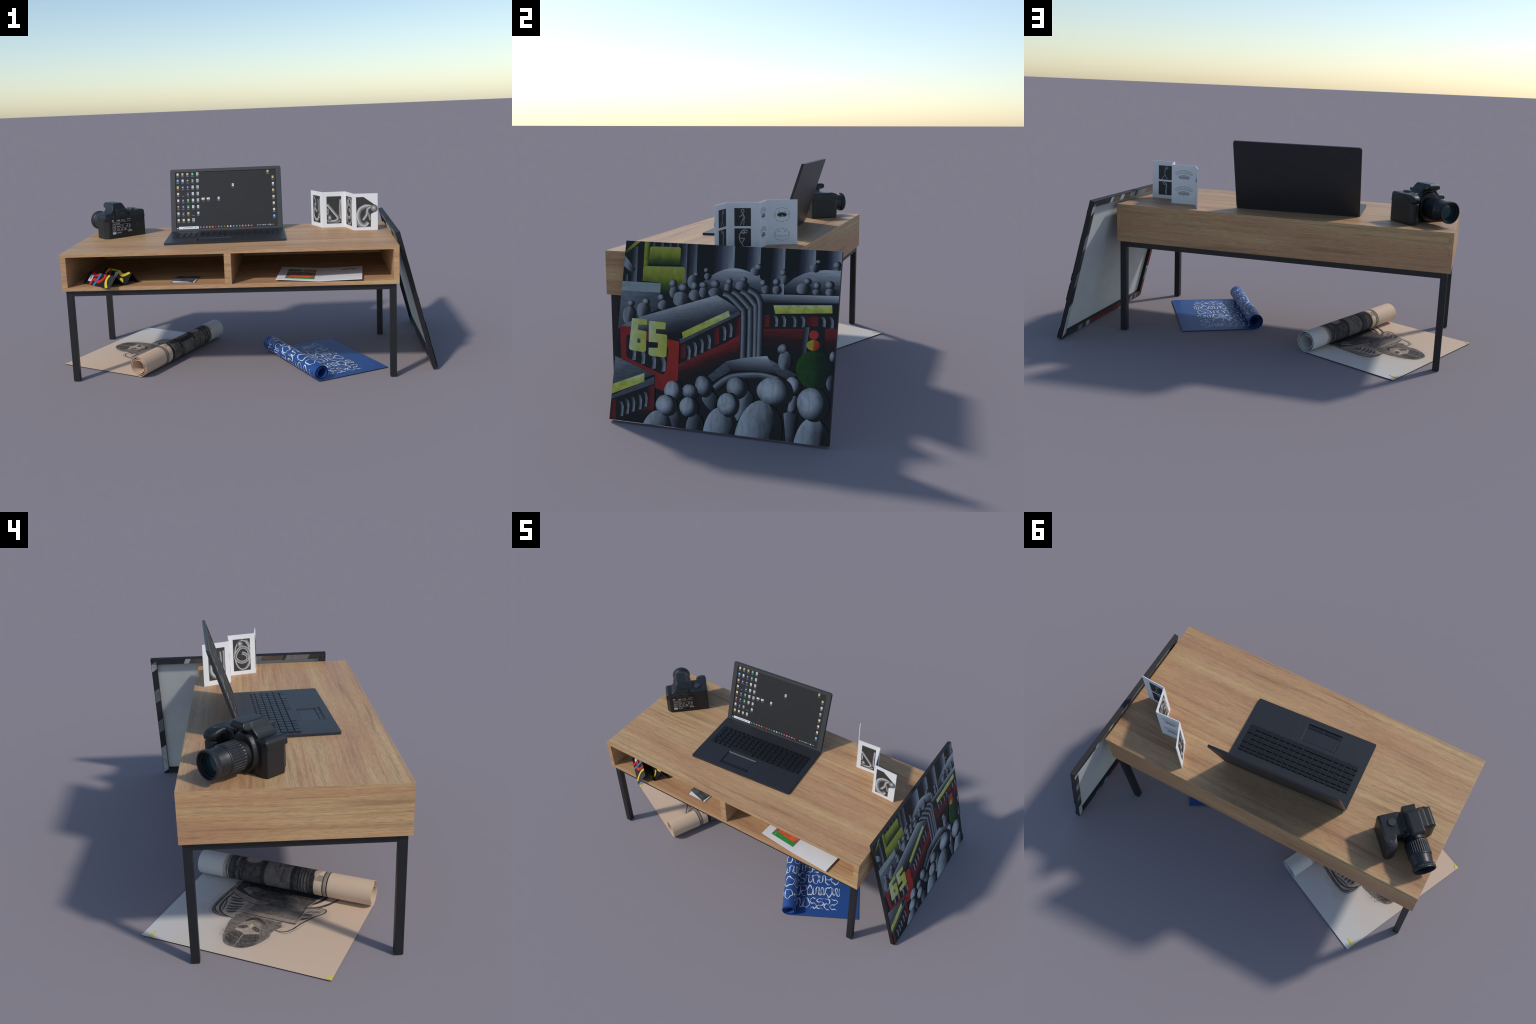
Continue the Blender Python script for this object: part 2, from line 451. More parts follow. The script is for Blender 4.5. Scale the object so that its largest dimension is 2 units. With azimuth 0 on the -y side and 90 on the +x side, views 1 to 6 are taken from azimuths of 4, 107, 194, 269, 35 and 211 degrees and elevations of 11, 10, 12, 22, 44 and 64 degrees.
def icon(fx, fy, kind, label=True):
    x, y = at(fx, fy)
    if kind == "folder":
        rect(ico, x, y, 0.011, 0.0135, "yellow", 0.0002); rect(ico, x + 0.003, y - 0.001, 0.006, 0.010, random.choice(("white", "grey", "white", "orange")), 0.0004)
    elif kind == "wide":
        rect(ico, x, y, 0.018, 0.011, "white", 0.0002); rect(ico, x + 0.005, y - 0.002, 0.004, 0.005, "red", 0.0004)
    elif kind == "page":
        rect(ico, x, y, 0.012, 0.0155, "white", 0.0002); ico.ribbon(scr, ellipse(x, y, 0.0028, 0.0034, 10), 0.0011, IC["dark"], 0.0004, closed=True, step=1)
    elif kind == "thin":
        rect(ico, x, y, 0.012, 0.0165, "white", 0.0002); rect(ico, x, y, 0.0055, 0.011, "dark", 0.0004); rect(ico, x, y + 0.001, 0.0028, 0.004, "white", 0.0006)
    elif kind == "none":
        pass
    else:
        rect(ico, x, y, 0.011, 0.015, kind, 0.0002)
        rect(ico, x, y + random.uniform(-0.004, 0.004), 0.006, 0.004, "white" if kind != "white" else random.choice(("red", "blue", "grey")), 0.0004)
    if label:
        rect(ico, x, y - 0.0125, 0.016, 0.0014, "grey", 0.0002); rect(ico, x, y - 0.0155, 0.010, 0.0012, "grey", 0.0002)
COLS = ["folder blue folder folder folder brown white folder", "folder white violet none violet violet violet folder",
        "folder violet violet violet green green folder folder", "green green page page page page none thin", "thin thin thin thin thin white white"]
for fx, col in zip((0.024, 0.073, 0.122, 0.171, 0.22), COLS):
    for i, k in enumerate(col.split()):
        icon(fx, 0.034 + 0.1145 * i, k)
for i, k in enumerate("folder white folder folder folder folder blue".split()):
    icon(0.968, 0.14 + 0.113 * i, k)
icon(0.92, 0.035, "folder"); icon(0.57, 0.25, "white"); icon(0.425, 0.475, "white"); icon(0.272, 0.475, "wide"); icon(0.323, 0.475, "wide")
x, y = at(0.123, 0.972); rect(ico, x, y, 0.112, 0.0145, ICON, 0.0002); rect(ico, x - 0.006, y, 0.055, 0.003, "grey", 0.0004); rect(ico, x + 0.038, y, 0.007, 0.006, "orange", 0.0004)
x, y = at(0.012, 0.978); rect(ico, x, y, 0.006, 0.006, "white", 0.0002)
for i, k in enumerate("grey green pink orange orange violet red teal brown yellow white blue green red pink grey orange red".split()):
    x, y = at(0.24 + 0.0295 * i, 0.970); ico.poly(scr, ellipse(x, y, 0.0045, 0.0045, 12), IC[k], 0.0002)
for i in range(11):
    x, y = at(0.80 + 0.0155 * i, 0.968); rect(ico, x, y, 0.005, 0.0035 + 0.002 * (i % 3), "grey" if i % 4 else "white", 0.0002)
o = ico.object("desktop_icons", laptop, LID); o["kind"] = "stuff"

# ================================================================ DIGITAL CAMERA
RUBBER = plain("matt_black_camera_shell", (0.011, 0.0115, 0.0125), 0.42, 0.12, 60, bump=0.12, bump_scale=1400)
GLOSS = plain("black_satin_plastic", (0.016, 0.0165, 0.018), 0.38, 0.1, 60)
LENSM = plain("black_lens_barrel", (0.016, 0.0165, 0.018), 0.4, 0.1, 60)
GLASS = plain("teal_coated_lens_glass", (0.006, 0.040, 0.046), 0.14, 0.2, 20)
LCD = plain("black_lcd", (0.008, 0.008, 0.009), 0.25)
INK = plain("white_display_print", (0.62, 0.63, 0.66), 0.5)
c1 = Vector((0.743, 0.669, 0)).normalized(); c2 = Vector((-c1.y, c1.x, 0))
CAM = Matrix.Translation((-0.6756, -0.0221, ZT)) @ Matrix((c1, c2, (0, 0, 1))).transposed().to_4x4() @ Matrix.Translation((-0.0005, -0.0015, 0)) @ Matrix.Scale(1.01, 4)
cam = thing("digital_camera", (-0.70, 0.06, ZT), "black reflex camera with ribbed zoom lens and teal glass", "camera")

def hull_of(sections):
    """closed solid lofted through rings of equal point count"""
    bm = bmesh.new()
    rings = [[bm.verts.new(p) for p in s] for s in sections]
    n = len(rings[0])
    for a, b in zip(rings, rings[1:]):
        for i in range(n):
            bm.faces.new((a[i], a[(i + 1) % n], b[(i + 1) % n], b[i]))
    bm.faces.new(rings[0][::-1]); bm.faces.new(rings[-1])
    bmesh.ops.recalc_face_normals(bm, faces=bm.faces)
    return bm

def quad_loft(levels, r=0.0):
    """levels: (z, x0, x1, y0, y1)"""
    bm = hull_of([[(x0, y0, z), (x1, y0, z), (x1, y1, z), (x0, y1, z)] for z, x0, x1, y0, y1 in levels])
    if r:
        soft(bm, r, 3)
    return bm

def oval(z, cx, cy, rx, ry, n=24, p=2.6):
    out = []
    for i in range(n):
        a = i * math.tau / n
        c, s = math.cos(a), math.sin(a)
        out.append((cx + rx * math.copysign(abs(c) ** (2 / p), c), cy + ry * math.copysign(abs(s) ** (2 / p), s), z))
    return out

def grip(z, fwd):
    """plan of the hand grip: flat outer wall, rounded nose; fwd pushes the nose out"""
    y = 0.164 + fwd
    return [(0.152, 0.05, z), (0.1535, y - 0.035, z), (0.1525, y - 0.016, z), (0.148, y - 0.005, z), (0.138, y, z), (0.122, y - 0.001, z), (0.108, y - 0.006, z), (0.099, y - 0.016, z), (0.095, y - 0.035, z), (0.094, 0.07, z), (0.095, 0.05, z)]

pieces = [
    # main slab, chamfered rear-left edge
    hull_of([[(-0.074, 0.0, z), (0.150, 0.0, z), (0.153, 0.010, z), (0.153, 0.088, z), (-0.070, 0.103, z), (-0.090, 0.097, z), (-0.092, 0.022, z)] for z in (0.001, 0.118)]),
    quad_loft([(0.10, -0.092, 0.152, 0.001, 0.096), (0.124, -0.091, 0.152, 0.004, 0.102), (0.1345, -0.080, 0.148, 0.010, 0.094)], 0.004),
    quad_loft([(0.10, 0.050, 0.1535, 0.0, 0.112), (0.138, 0.056, 0.152, 0.002, 0.112), (0.1435, 0.062, 0.146, 0.007, 0.108)], 0.005),
    # grip and its sloping nose with the shutter release
    hull_of([grip(0.001, 0.0), grip(0.015, 0.002), grip(0.098, 0.003)]),
    hull_of([grip(0.105, 0.004), grip(0.112, 0.007), grip(0.122, 0.008), grip(0.131, 0.003), grip(0.138, -0.010), grip(0.1425, -0.026)]),
    hull_of([grip(0.09, -0.002), grip(0.112, -0.002)]),
    # prism hump rising from the shoulders
    quad_loft([(0.110, -0.075, 0.088, 0.006, 0.096), (0.132, -0.058, 0.072, 0.009, 0.098), (0.143, -0.044, 0.058, 0.012, 0.100), (0.158, -0.034, 0.047, 0.018, 0.104), (0.174, -0.028, 0.041, 0.026, 0.106), (0.1875, -0.021, 0.034, 0.036, 0.10)], 0.004),
    # flash head overhanging the lens
    quad_loft([(0.157, -0.028, 0.041, 0.05, 0.120), (0.164, -0.029, 0.042, 0.04, 0.137), (0.178, -0.025, 0.038, 0.038, 0.141), (0.1875, -0.020, 0.033, 0.036, 0.133)], 0.003),
    # lens throat: arched housing
    hull_of([[(0.008 + rx * math.cos(a), y, 0.074 + (0.076 if math.sin(a) > 0 else 0.072) * sc * math.sin(a)) for a in (i * math.tau / 32 for i in range(32))] for y, rx, sc in ((0.08, 0.064, 1.0), (0.105, 0.060, 0.98), (0.117, 0.055, 0.93))]),
]
big = bmesh.new()
for b in pieces:
    tmp = bpy.data.meshes.new("tmp"); b.to_mesh(tmp); b.free(); big.from_mesh(tmp); bpy.data.meshes.remove(tmp)
me = bpy.data.meshes.new("camera_body"); big.to_mesh(me); big.free()
body = place(bpy.data.objects.new("camera_body", me), cam, CAM)
r = body.modifiers.new("fuse", "REMESH"); r.mode, r.voxel_size = "VOXEL", 0.0018
s = body.modifiers.new("melt", "SMOOTH"); s.factor, s.iterations = 0.5, 12
bpy.context.view_layer.update()
me = bpy.data.meshes.new_from_object(body.evaluated_get(bpy.context.evaluated_depsgraph_get()))
body.modifiers.clear(); body.data = me
me.materials.clear(); me.materials.append(RUBBER)
me.polygons.foreach_set("use_smooth", [True] * len(me.polygons))

LENS = CAM @ Matrix.Translation((0.008, 0, 0.0735))
def ribs(y, a, r):
    k = max(0.0, min(1.0, (y - 0.143) / 0.008, (0.203 - y) / 0.008))
    return -0.0030 * k * (0.5 + 0.5 * math.tanh(2.2 * math.cos(32 * a)))
def knurl(y, a, r):
    if r < 0.0472:
        return 0.0
    k = max(0.0, min(1.0, (y - 0.2485) / 0.003, (0.266 - y) / 0.003))
    return -0.0018 * k * (0.5 + 0.5 * math.tanh(2 * math.cos(44 * a)))
lens = lathe("lens_barrel", [(0.108, 0.038), (0.112, 0.046), (0.134, 0.046), (0.1345, 0.0475), (0.138, 0.0515)] + [(0.141 + 0.002 * i, 0.0532 + 0.0004 * math.sin(i / 33 * math.pi)) for i in range(33)] + [(0.207, 0.0525), (0.2085, 0.050), (0.2095, 0.0497), (0.2300, 0.0478), (0.2455, 0.0462)], LENSM, cam, LENS, 432, ribs)
lathe("focus_ring", [(0.2450, 0.0460), (0.2475, 0.0475)] + [(0.2485 + 0.0015 * i, 0.0490 + 0.0034 * min(1, i / 6)) for i in range(12)] + [(0.267, 0.0526), (0.2705, 0.0522), (0.272, 0.0505), (0.271, 0.0465), (0.260, 0.0450), (0.2595, 0.0425), (0.248, 0.0415), (0.2475, 0.037), (0.243, 0.0365)], LENSM, lens, LENS, 396, knurl)
lathe("lens_glass", [(0.2435, 0.0375), (0.2445, 0.033), (0.2458, 0.022), (0.2465, 0.010), (0.2468, 0.0005)], GLASS, lens, LENS, 64)

# rear: viewfinder, screen, buttons
eye = Build()
def ring_box(bd, x0, x1, z0, z1, y0, y1, t, m):
    for a, b, c, d in ((x0, x1, z1 - t, z1), (x0, x1, z0, z0 + t), (x0, x0 + t, z0 + t, z1 - t), (x1 - t, x1, z0 + t, z1 - t)):
        bd.box((a, y0, c), (b, y1, d), m)
block("viewfinder", (-0.021, -0.003, 0.119), (0.040, 0.034, 0.158), GLOSS, cam, CAM, bevel=0.005, segments=3)
ring_box(eye, -0.020, 0.039, 0.117, 0.157, -0.009, 0.0, 0.0115, GLOSS)
eye.object("eyecup", cam, CAM)
block("viewfinder_glass", (-0.008, -0.0062, 0.128), (0.027, -0.0035, 0.153), plain("eyepiece_glass", (0.02, 0.05, 0.06), 0.1), cam, CAM, bevel=0.001)
block("display_frame", (-0.0735, -0.0035, 0.012), (0.0735, 0.004, 0.114), GLOSS, cam, CAM, bevel=0.0015)
block("display_glass", (-0.062, -0.0042, 0.018), (0.066, 0.0, 0.108), LCD, cam, CAM, bevel=0.0005)
REAR = Matrix(((1, 0, 0, 0), (0, 0, -1, 0), (0, 1, 0, 0), (0, 0, 0, 1)))      # text stands on the rear face
for txt, x, z, size in (("M", -0.055, 0.092, 0.017), ("1/60", -0.027, 0.093, 0.012), ("F4.2", 0.003, 0.093, 0.012), ("AUTO", 0.036, 0.097, 0.009),
                        ("-3.2.1.0.1.2.3", -0.052, 0.0775, 0.0085), ("AWB", -0.053, 0.061, 0.0095), ("RAW", -0.026, 0.061, 0.0095), ("Tv", 0.002, 0.061, 0.0105), ("AI", 0.032, 0.061, 0.0105), ("Av", 0.048, 0.061, 0.0105),
                        ("ONE", -0.053, 0.0455, 0.009), ("[o]", -0.024, 0.045, 0.0095), ("(o)", -0.003, 0.045, 0.0095), ("[8]", 0.018, 0.045, 0.0095), ("S", 0.047, 0.046, 0.011), ("Q ISO", -0.027, 0.027, 0.010), ("[250]", 0.041, 0.031, 0.011)):
    lettering("display_lettering", txt, size, INK, cam, CAM, (x, -0.0044, z), REAR)
lines = Build()
rear = lambda x, z, h=0.0: Vector((x, -0.0042 - h, z))
for z in (0.088, 0.0735, 0.0555, 0.0405):
    lines.poly(rear, [(-0.056, z), (0.060, z), (0.060, z + 0.0009), (-0.056, z + 0.0009)], INK, 0.0002)
lines.poly(rear, [(-0.054, 0.024), (-0.033, 0.024), (-0.033, 0.036), (-0.054, 0.036)], INK, 0.0002)
lines.object("display_lines", cam, CAM)
def knob(name, at, r, h, m, axis="z"):
    prof = [(0, r), (h * 0.75, r), (h, r * 0.86), (h, 0.0004)]
    rot = Matrix.Rotation(math.radians(90), 4, "X") if axis == "z" else Matrix.Rotation(math.radians(180), 4, "X")
    lathe(name, prof, m, cam, CAM @ Matrix.Translation(at) @ rot, 32)
DIAL = plain("worn_grey_dial", (0.035, 0.037, 0.042), 0.45)
knob("mode_dial", (0.0975, 0.0496, 0.139), 0.0195, 0.0125, DIAL)
knob("shutter_button", (0.126, 0.133, 0.134), 0.0088, 0.0095, DIAL)
for x in (0.078, 0.094, 0.109):
    knob("button", (x, 0.0765 + 0.02 * (x - 0.094), 0.139), 0.0042, 0.006, GLOSS)
for x, z, rr in ((-0.064, 0.1195, 0.0042), (-0.040, 0.1195, 0.0042), (0.062, 0.125, 0.005), (0.092, 0.098, 0.0042), (0.098, 0.082, 0.0045), (0.098, 0.022, 0.0045), (0.120, 0.021, 0.0045), (0.106, 0.054, 0.0065)):
    knob("button", (x, 0.0025, z), rr, 0.0032, GLOSS, "y")
lathe("control_pad", [(0, 0.0175), (0.003, 0.0172), (0.0036, 0.015), (0.0036, 0.0105), (0.001, 0.0098)], GLOSS, cam, CAM @ Matrix.Translation((0.106, 0.002, 0.054)) @ Matrix.Rotation(math.pi, 4, "X"), 40)
block("thumb_rest", (0.124, -0.0022, 0.098), (0.145, 0.004, 0.126), RUBBER, cam, CAM, bevel=0.0028, segments=3)

# ================================================================ PAINTING
PW, PH, PT = 0.9165, 0.7358, 0.022
down = Vector((0.1885, 0, -0.711)).normalized()
PX, PY = Vector((0, 1, 0)), -down
PM = Matrix.Translation((0.9980, -0.3758, 0.0068)) @ Matrix((PX, PY, PX.cross(PY))).transposed().to_4x4()
painting = thing("painting", (0.99, 0.08, 0), "large canvas painting of red buses and grey crowds", "painting")
BLACK = plain("painted_black", (0.011, 0.012, 0.014), 0.5, 0.25, 18, spec=0.3)
EDGE = plain("black_canvas_edge", (0.008, 0.008, 0.009), 0.6)
LIGHT, MID, LOW, NIL = (0.335, 0.35, 0.37), (0.18, 0.192, 0.21), (0.058, 0.064, 0.076), (0.010, 0.011, 0.013)
PALE = (0.44, 0.465, 0.48)
STONE = graded("painted_stone", [(0.0, MID), (0.15, LIGHT), (0.42, (0.25, 0.265, 0.28)), (0.66, LOW), (0.88, NIL)], (0.85, -0.15), 0.13, 26, (1.6, 0.5, 1))
STONE_PALE = graded("painted_pale_stone", [(0.0, LIGHT), (0.2, (0.49, 0.51, 0.53)), (0.48, LIGHT), (0.72, (0.14, 0.15, 0.16)), (0.92, NIL)], (0.85, -0.15), 0.12, 26, (1.6, 0.5, 1))
BALL = graded("painted_ball", [(0.0, (0.41, 0.43, 0.45)), (0.22, (0.34, 0.355, 0.375)), (0.40, MID), (0.56, LOW), (0.68, NIL)], jitter=0.07, scale=22, stretch=(1.6, 0.6, 1), centre=(0.34, 0.60))
BALL_PALE = graded("painted_pale_ball", [(0.0, (0.52, 0.54, 0.56)), (0.28, (0.45, 0.47, 0.49)), (0.44, (0.25, 0.265, 0.28)), (0.60, LOW), (0.74, NIL)], jitter=0.07, scale=22, stretch=(1.6, 0.6, 1), centre=(0.36, 0.58))
STONE_DIM = graded("painted_dim_stone", [(0.0, LIGHT), (0.22, MID), (0.55, (0.07, 0.076, 0.087)), (0.85, NIL)], (0.9, -0.1), 0.12, 26, (1, 0.6, 1))
TOPLIT = graded("painted_toplit_grey", [(0.02, NIL), (0.28, LOW), (0.55, MID), (0.78, LIGHT), (0.95, (0.50, 0.53, 0.55))], (0.0, 1.0), 0.08, 12, (0.4, 3, 1), mottle=0.5)
ROOF = graded("painted_roof", [(0.44, NIL), (0.60, (0.05, 0.056, 0.066)), (0.74, (0.15, 0.16, 0.175)), (0.84, (0.25, 0.265, 0.28)), (0.95, PALE)], (-0.62, 0.85), 0.05, 9, (1.4, 4, 1), mottle=0.45)
COLUMN = graded("painted_column", [(0.0, NIL), (0.45, NIL), (0.62, (0.05, 0.06, 0.085)), (0.80, MID), (0.93, LIGHT), (1.0, PALE)], (1.0, 0.0), 0.03, 14, (6, 0.3, 1))
STRIPE = graded("painted_stripe", [(0.0, NIL), (0.5, LOW), (0.85, MID)], (1.0, 0.0), 0.1, 14, (5, 0.4, 1))
LIME = graded("painted_lime", [(0.05, (0.010, 0.03, 0.010)), (0.3, (0.07, 0.12, 0.015)), (0.6, (0.27, 0.29, 0.025)), (0.9, (0.37, 0.40, 0.06))], (0.0, 1.0), 0.14, 40, (1.2, 0.7, 1), mottle=0.5)
LIMEBAR = graded("painted_lime_bar", [(0.05, (0.36, 0.40, 0.03)), (0.5, (0.22, 0.26, 0.02)), (0.9, (0.02, 0.035, 0.008))], (1.0, 0.0), 0.1, 30)
YELLOW = graded("painted_yellow", [(0.1, (0.52, 0.49, 0.065)), (0.55, (0.57, 0.58, 0.09)), (0.9, (0.64, 0.70, 0.40))], (-0.25, 0.85), 0.14, 45, (1, 1.2, 1))
DIGIT = graded("painted_yellow_digit", [(0.05, (0.64, 0.69, 0.38)), (0.4, (0.58, 0.60, 0.16)), (0.9, (0.54, 0.53, 0.075))], (1.0, 0.0), 0.16, 45, mottle=0.4)
RED = graded("painted_bright_red", [(0.0, (0.26, 0.020, 0.018)), (0.5, (0.31, 0.022, 0.018)), (1.0, (0.50, 0.032, 0.016))], (0.7, 0.3), 0.12, 16, mottle=0.4)
RED_FALL = graded("painted_falling_red", [(0.35, NIL), (0.58, (0.035, 0.010, 0.010)), (0.9, (0.19, 0.017, 0.018))], (0.0, 1.0), 0.1, 10, (0.6, 3, 1))
RED_SIDE = graded("painted_bus_side_red", [(0.62, NIL), (0.76, (0.045, 0.011, 0.010)), (0.98, (0.27, 0.021, 0.019))], (-0.55, 1.05), 0.08, 10, (1, 3, 1))
RED_DARK = graded("painted_dark_red", [(0.0, (0.03, 0.008, 0.009)), (0.7, (0.20, 0.015, 0.017))], (1.0, 0.0), 0.12, 20)
GREEN = graded("painted_green", [(0.1, (0.018, 0.085, 0.010)), (0.42, (0.014, 0.06, 0.010)), (0.58, (0.008, 0.028, 0.010)), (0.9, (0.007, 0.013, 0.010))], (1.0, 0.0), 0.08, 20)
LAMP_R = plain("painted_lamp_red", (0.50, 0.022, 0.012), 0.5, 0.15, 40)
LAMP_Y = graded("painted_lamp_amber", [(0.0, (0.52, 0.50, 0.05)), (0.46, (0.55, 0.36, 0.03)), (0.56, (0.50, 0.07, 0.01)), (1.0, (0.45, 0.03, 0.01))], (1.0, 0.0), 0.05, 30)
SLATE = graded("painted_slate", [(0.0, NIL), (0.3, LOW), (0.8, (0.11, 0.125, 0.14)), (1.0, MID)], (-0.5, 0.7), 0.1, 10, (1, 3, 1))
SLAB = plain("painted_pale_slab", (0.30, 0.345, 0.345), 0.55, 0.22, 24, spec=0.3, stretch=(1, 3, 1))
SEAT = graded("painted_seat", [(0.05, NIL), (0.4, (0.07, 0.076, 0.087)), (0.7, MID), (0.95, LIGHT)], (1.0, 0.0), 0.1, 26)
RIB = [plain("painted_rib_%s" % n, c, 0.5, 0.15, 20, spec=0.3) for n, c in (("rim", 0.012), ("shade", (0.045, 0.05, 0.06)), ("body", (0.12, 0.13, 0.145)), ("shine", (0.25, 0.27, 0.29)))]

block("stretcher_canvas", (0, 0, -0.0022), (PW, PH, 0), BLACK, painting, PM, bevel=0.0008)
BAR = 0.030
for lo, hi in (((0, 0), (PW, BAR)), ((0, PH - BAR), (PW, PH)), ((0, BAR), (BAR, PH - BAR)), ((PW - BAR, BAR), (PW, PH - BAR))):
    block("stretcher_bar", (*lo, -PT), (*hi, -0.0021), EDGE, painting, PM, bevel=0.0006)
block("raw_canvas", (BAR - 0.002, BAR - 0.002, -0.0034), (PW - BAR + 0.002, PH - BAR + 0.002, -0.0024), plain("unprimed_canvas", (0.62, 0.64, 0.62), 0.8, 0.06, 8, bump=0.2, bump_scale=1200), painting, PM, bevel=0)
# painted canvas folded round onto the back of the bars, (start, end, tone) along each bar in percent
TURN = {k: plain("folded_canvas_" + k, c, 0.6, 0.3, 30) for k, c in dict(white=(0.42, 0.44, 0.45), grey=(0.17, 0.18, 0.195), dark=(0.03, 0.032, 0.037), brown=(0.11, 0.085, 0.07), red=(0.17, 0.016, 0.017), lime=(0.25, 0.28, 0.03)).items()}
fold = Build()
back = lambda x, y, h=0.0: Vector((x, y, -PT - 0.0003 - h))
def folded(runs, along, edge, lean=0.012):
    for a, b, tone in runs:
        if along == "x":
            a, b = a / 100 * PW, b / 100 * PW
            q = [(a, edge[0]), (b, edge[0]), (b + lean, edge[1]), (a + lean, edge[1])]
        else:
            a, b = a / 100 * PH, b / 100 * PH
            q = [(edge[0], a), (edge[1], a + lean), (edge[1], b + lean), (edge[0], b)]
        fold.poly(back, clip(q, PW, PH), TURN[tone], 0.0002)
folded([(0, 9, "dark"), (9, 22, "grey"), (22, 24, "dark"), (24, 36, "brown"), (36, 48, "grey"), (48, 50, "dark"), (50, 56, "white"), (56, 64, "brown"), (64, 68, "white"), (68, 77, "brown"), (77, 80, "white"), (80, 99, "dark")], "x", (PH - 0.002, PH - BAR + 0.001))
folded([(1, 8, "dark"), (8, 10, "grey"), (10, 14, "dark"), (14, 17, "white"), (17, 19, "dark"), (19, 22, "grey"), (22, 70, "red"), (70, 74, "white"), (74, 78, "dark"), (78, 83, "grey"), (83, 97, "dark")], "x", (0.002, BAR - 0.001), 0.0)
folded([(1, 14, "red"), (14, 24, "grey"), (24, 26, "white"), (26, 50, "red"), (50, 62, "dark"), (62, 76, "grey"), (76, 96, "dark")], "y", (0.002, BAR - 0.001))
folded([(1, 24, "white"), (24, 38, "dark"), (38, 48, "grey"), (48, 64, "dark"), (64, 74, "grey"), (74, 90, "dark"), (90, 96, "white")], "y", (PW - 0.002, PW - BAR + 0.001), 0.02)
fold.object("folded_canvas_edge", painting, PM)

pp = lambda x, y, h=0.0: Vector((x, y, h))
LAYER = [0.00025]
def canvas(pts):
    return [(a / 100 * PW, (100 - b) / 100 * PH) for a, b in pts]
def paint(name, pts, m, rounded=False, parent=None):
    """one brushed shape, outline in percent from the canvas's top-left corner"""
    q = canvas(pts)
    if rounded:
        q = [tuple(v) for v in spline(q, 5, True)]
    bd = Build(); LAYER[0] += 0.000012
    bd.poly(pp, clip(q, PW, PH), m, LAYER[0])
    return bd.object(name, parent or painting, PM) if bd.f else None
def blob(name, cx, cy, rx, ry, m, wob=0.03, lean=0.0):
    q = [(x + lean * (cy - y), y) for x, y in ellipse(cx, cy, rx, ry, 30, wob)]
    return paint(name, q, m)
def halo(cx, cy, rx, ry):
    blob("painted_shadow", cx + 0.35 * rx, cy + 0.05 * ry, rx * 1.12, ry * 1.1, BLACK)

# street backdrop
for x0, x1 in ((35, 52.6), (52.6, 64.4), (64.4, 75.4), (75.4, 88.8), (88.8, 100)):
    paint("painted_column", [(x0, 0), (x1, 0), (x1 + 0.8, 27), (x0 + 0.8, 27)], COLUMN)
for x0, x1, y0, y1 in ((3.4, 6.2, 3, 23), (27.2, 30.2, 0, 22), (31.2, 35, 0, 19), (1.2, 2.4, 19, 23), (13, 14.5, 0, 3), (17, 18.6, 0, 3), (21, 22.4, 0, 3), (24.8, 26, 0, 3)):
    paint("painted_stripe", [(x0, y0), (x1, y0), (x1 + (y1 - y0) * 0.045, y1), (x0 + (y1 - y0) * 0.045, y1)], STRIPE)
paint("painted_beam", [(0, 6), (5, 0), (7.3, 0), (0, 8)], LIME)
paint("painted_beam", [(9.4, 0), (12.5, 0), (12.3, 14), (9.8, 14)], LIMEBAR)
paint("painted_cone", [(0, 8.3), (6, 16), (4.4, 18.2), (0, 14.4)], STONE)
paint("painted_box", [(12.3, 3.2), (13, 2.6), (26.6, 2.2), (27.2, 3), (27.6, 12), (12, 13)], LIME)
paint("painted_box", [(9.7, 14.5), (10.3, 13.8), (29.3, 13), (30, 14), (30.3, 23.5), (24.5, 28), (18, 28), (18.2, 22.5), (10, 22.2)], LIME)
paint("painted_dome", [(39, 21.5), (42, 17.5), (46, 14.4), (50, 12.6), (54, 12), (58, 12.8), (62, 14.6), (66, 17.8), (66, 25.5), (40.5, 26.5)], TOPLIT, True)
paint("painted_dome", [(76, 20), (80, 15.5), (84, 12.8), (88, 11.2), (93, 10.2), (100.5, 10), (101, 24), (77, 24.5)], TOPLIT, False)
paint("painted_wall", [(0, 27.5), (19, 27.5), (19, 37), (3, 47.5), (0, 50)], SLATE)
paint("painted_ledge", [(0, 23), (19, 22.8), (19.1, 28), (0, 28.3)], SLAB)
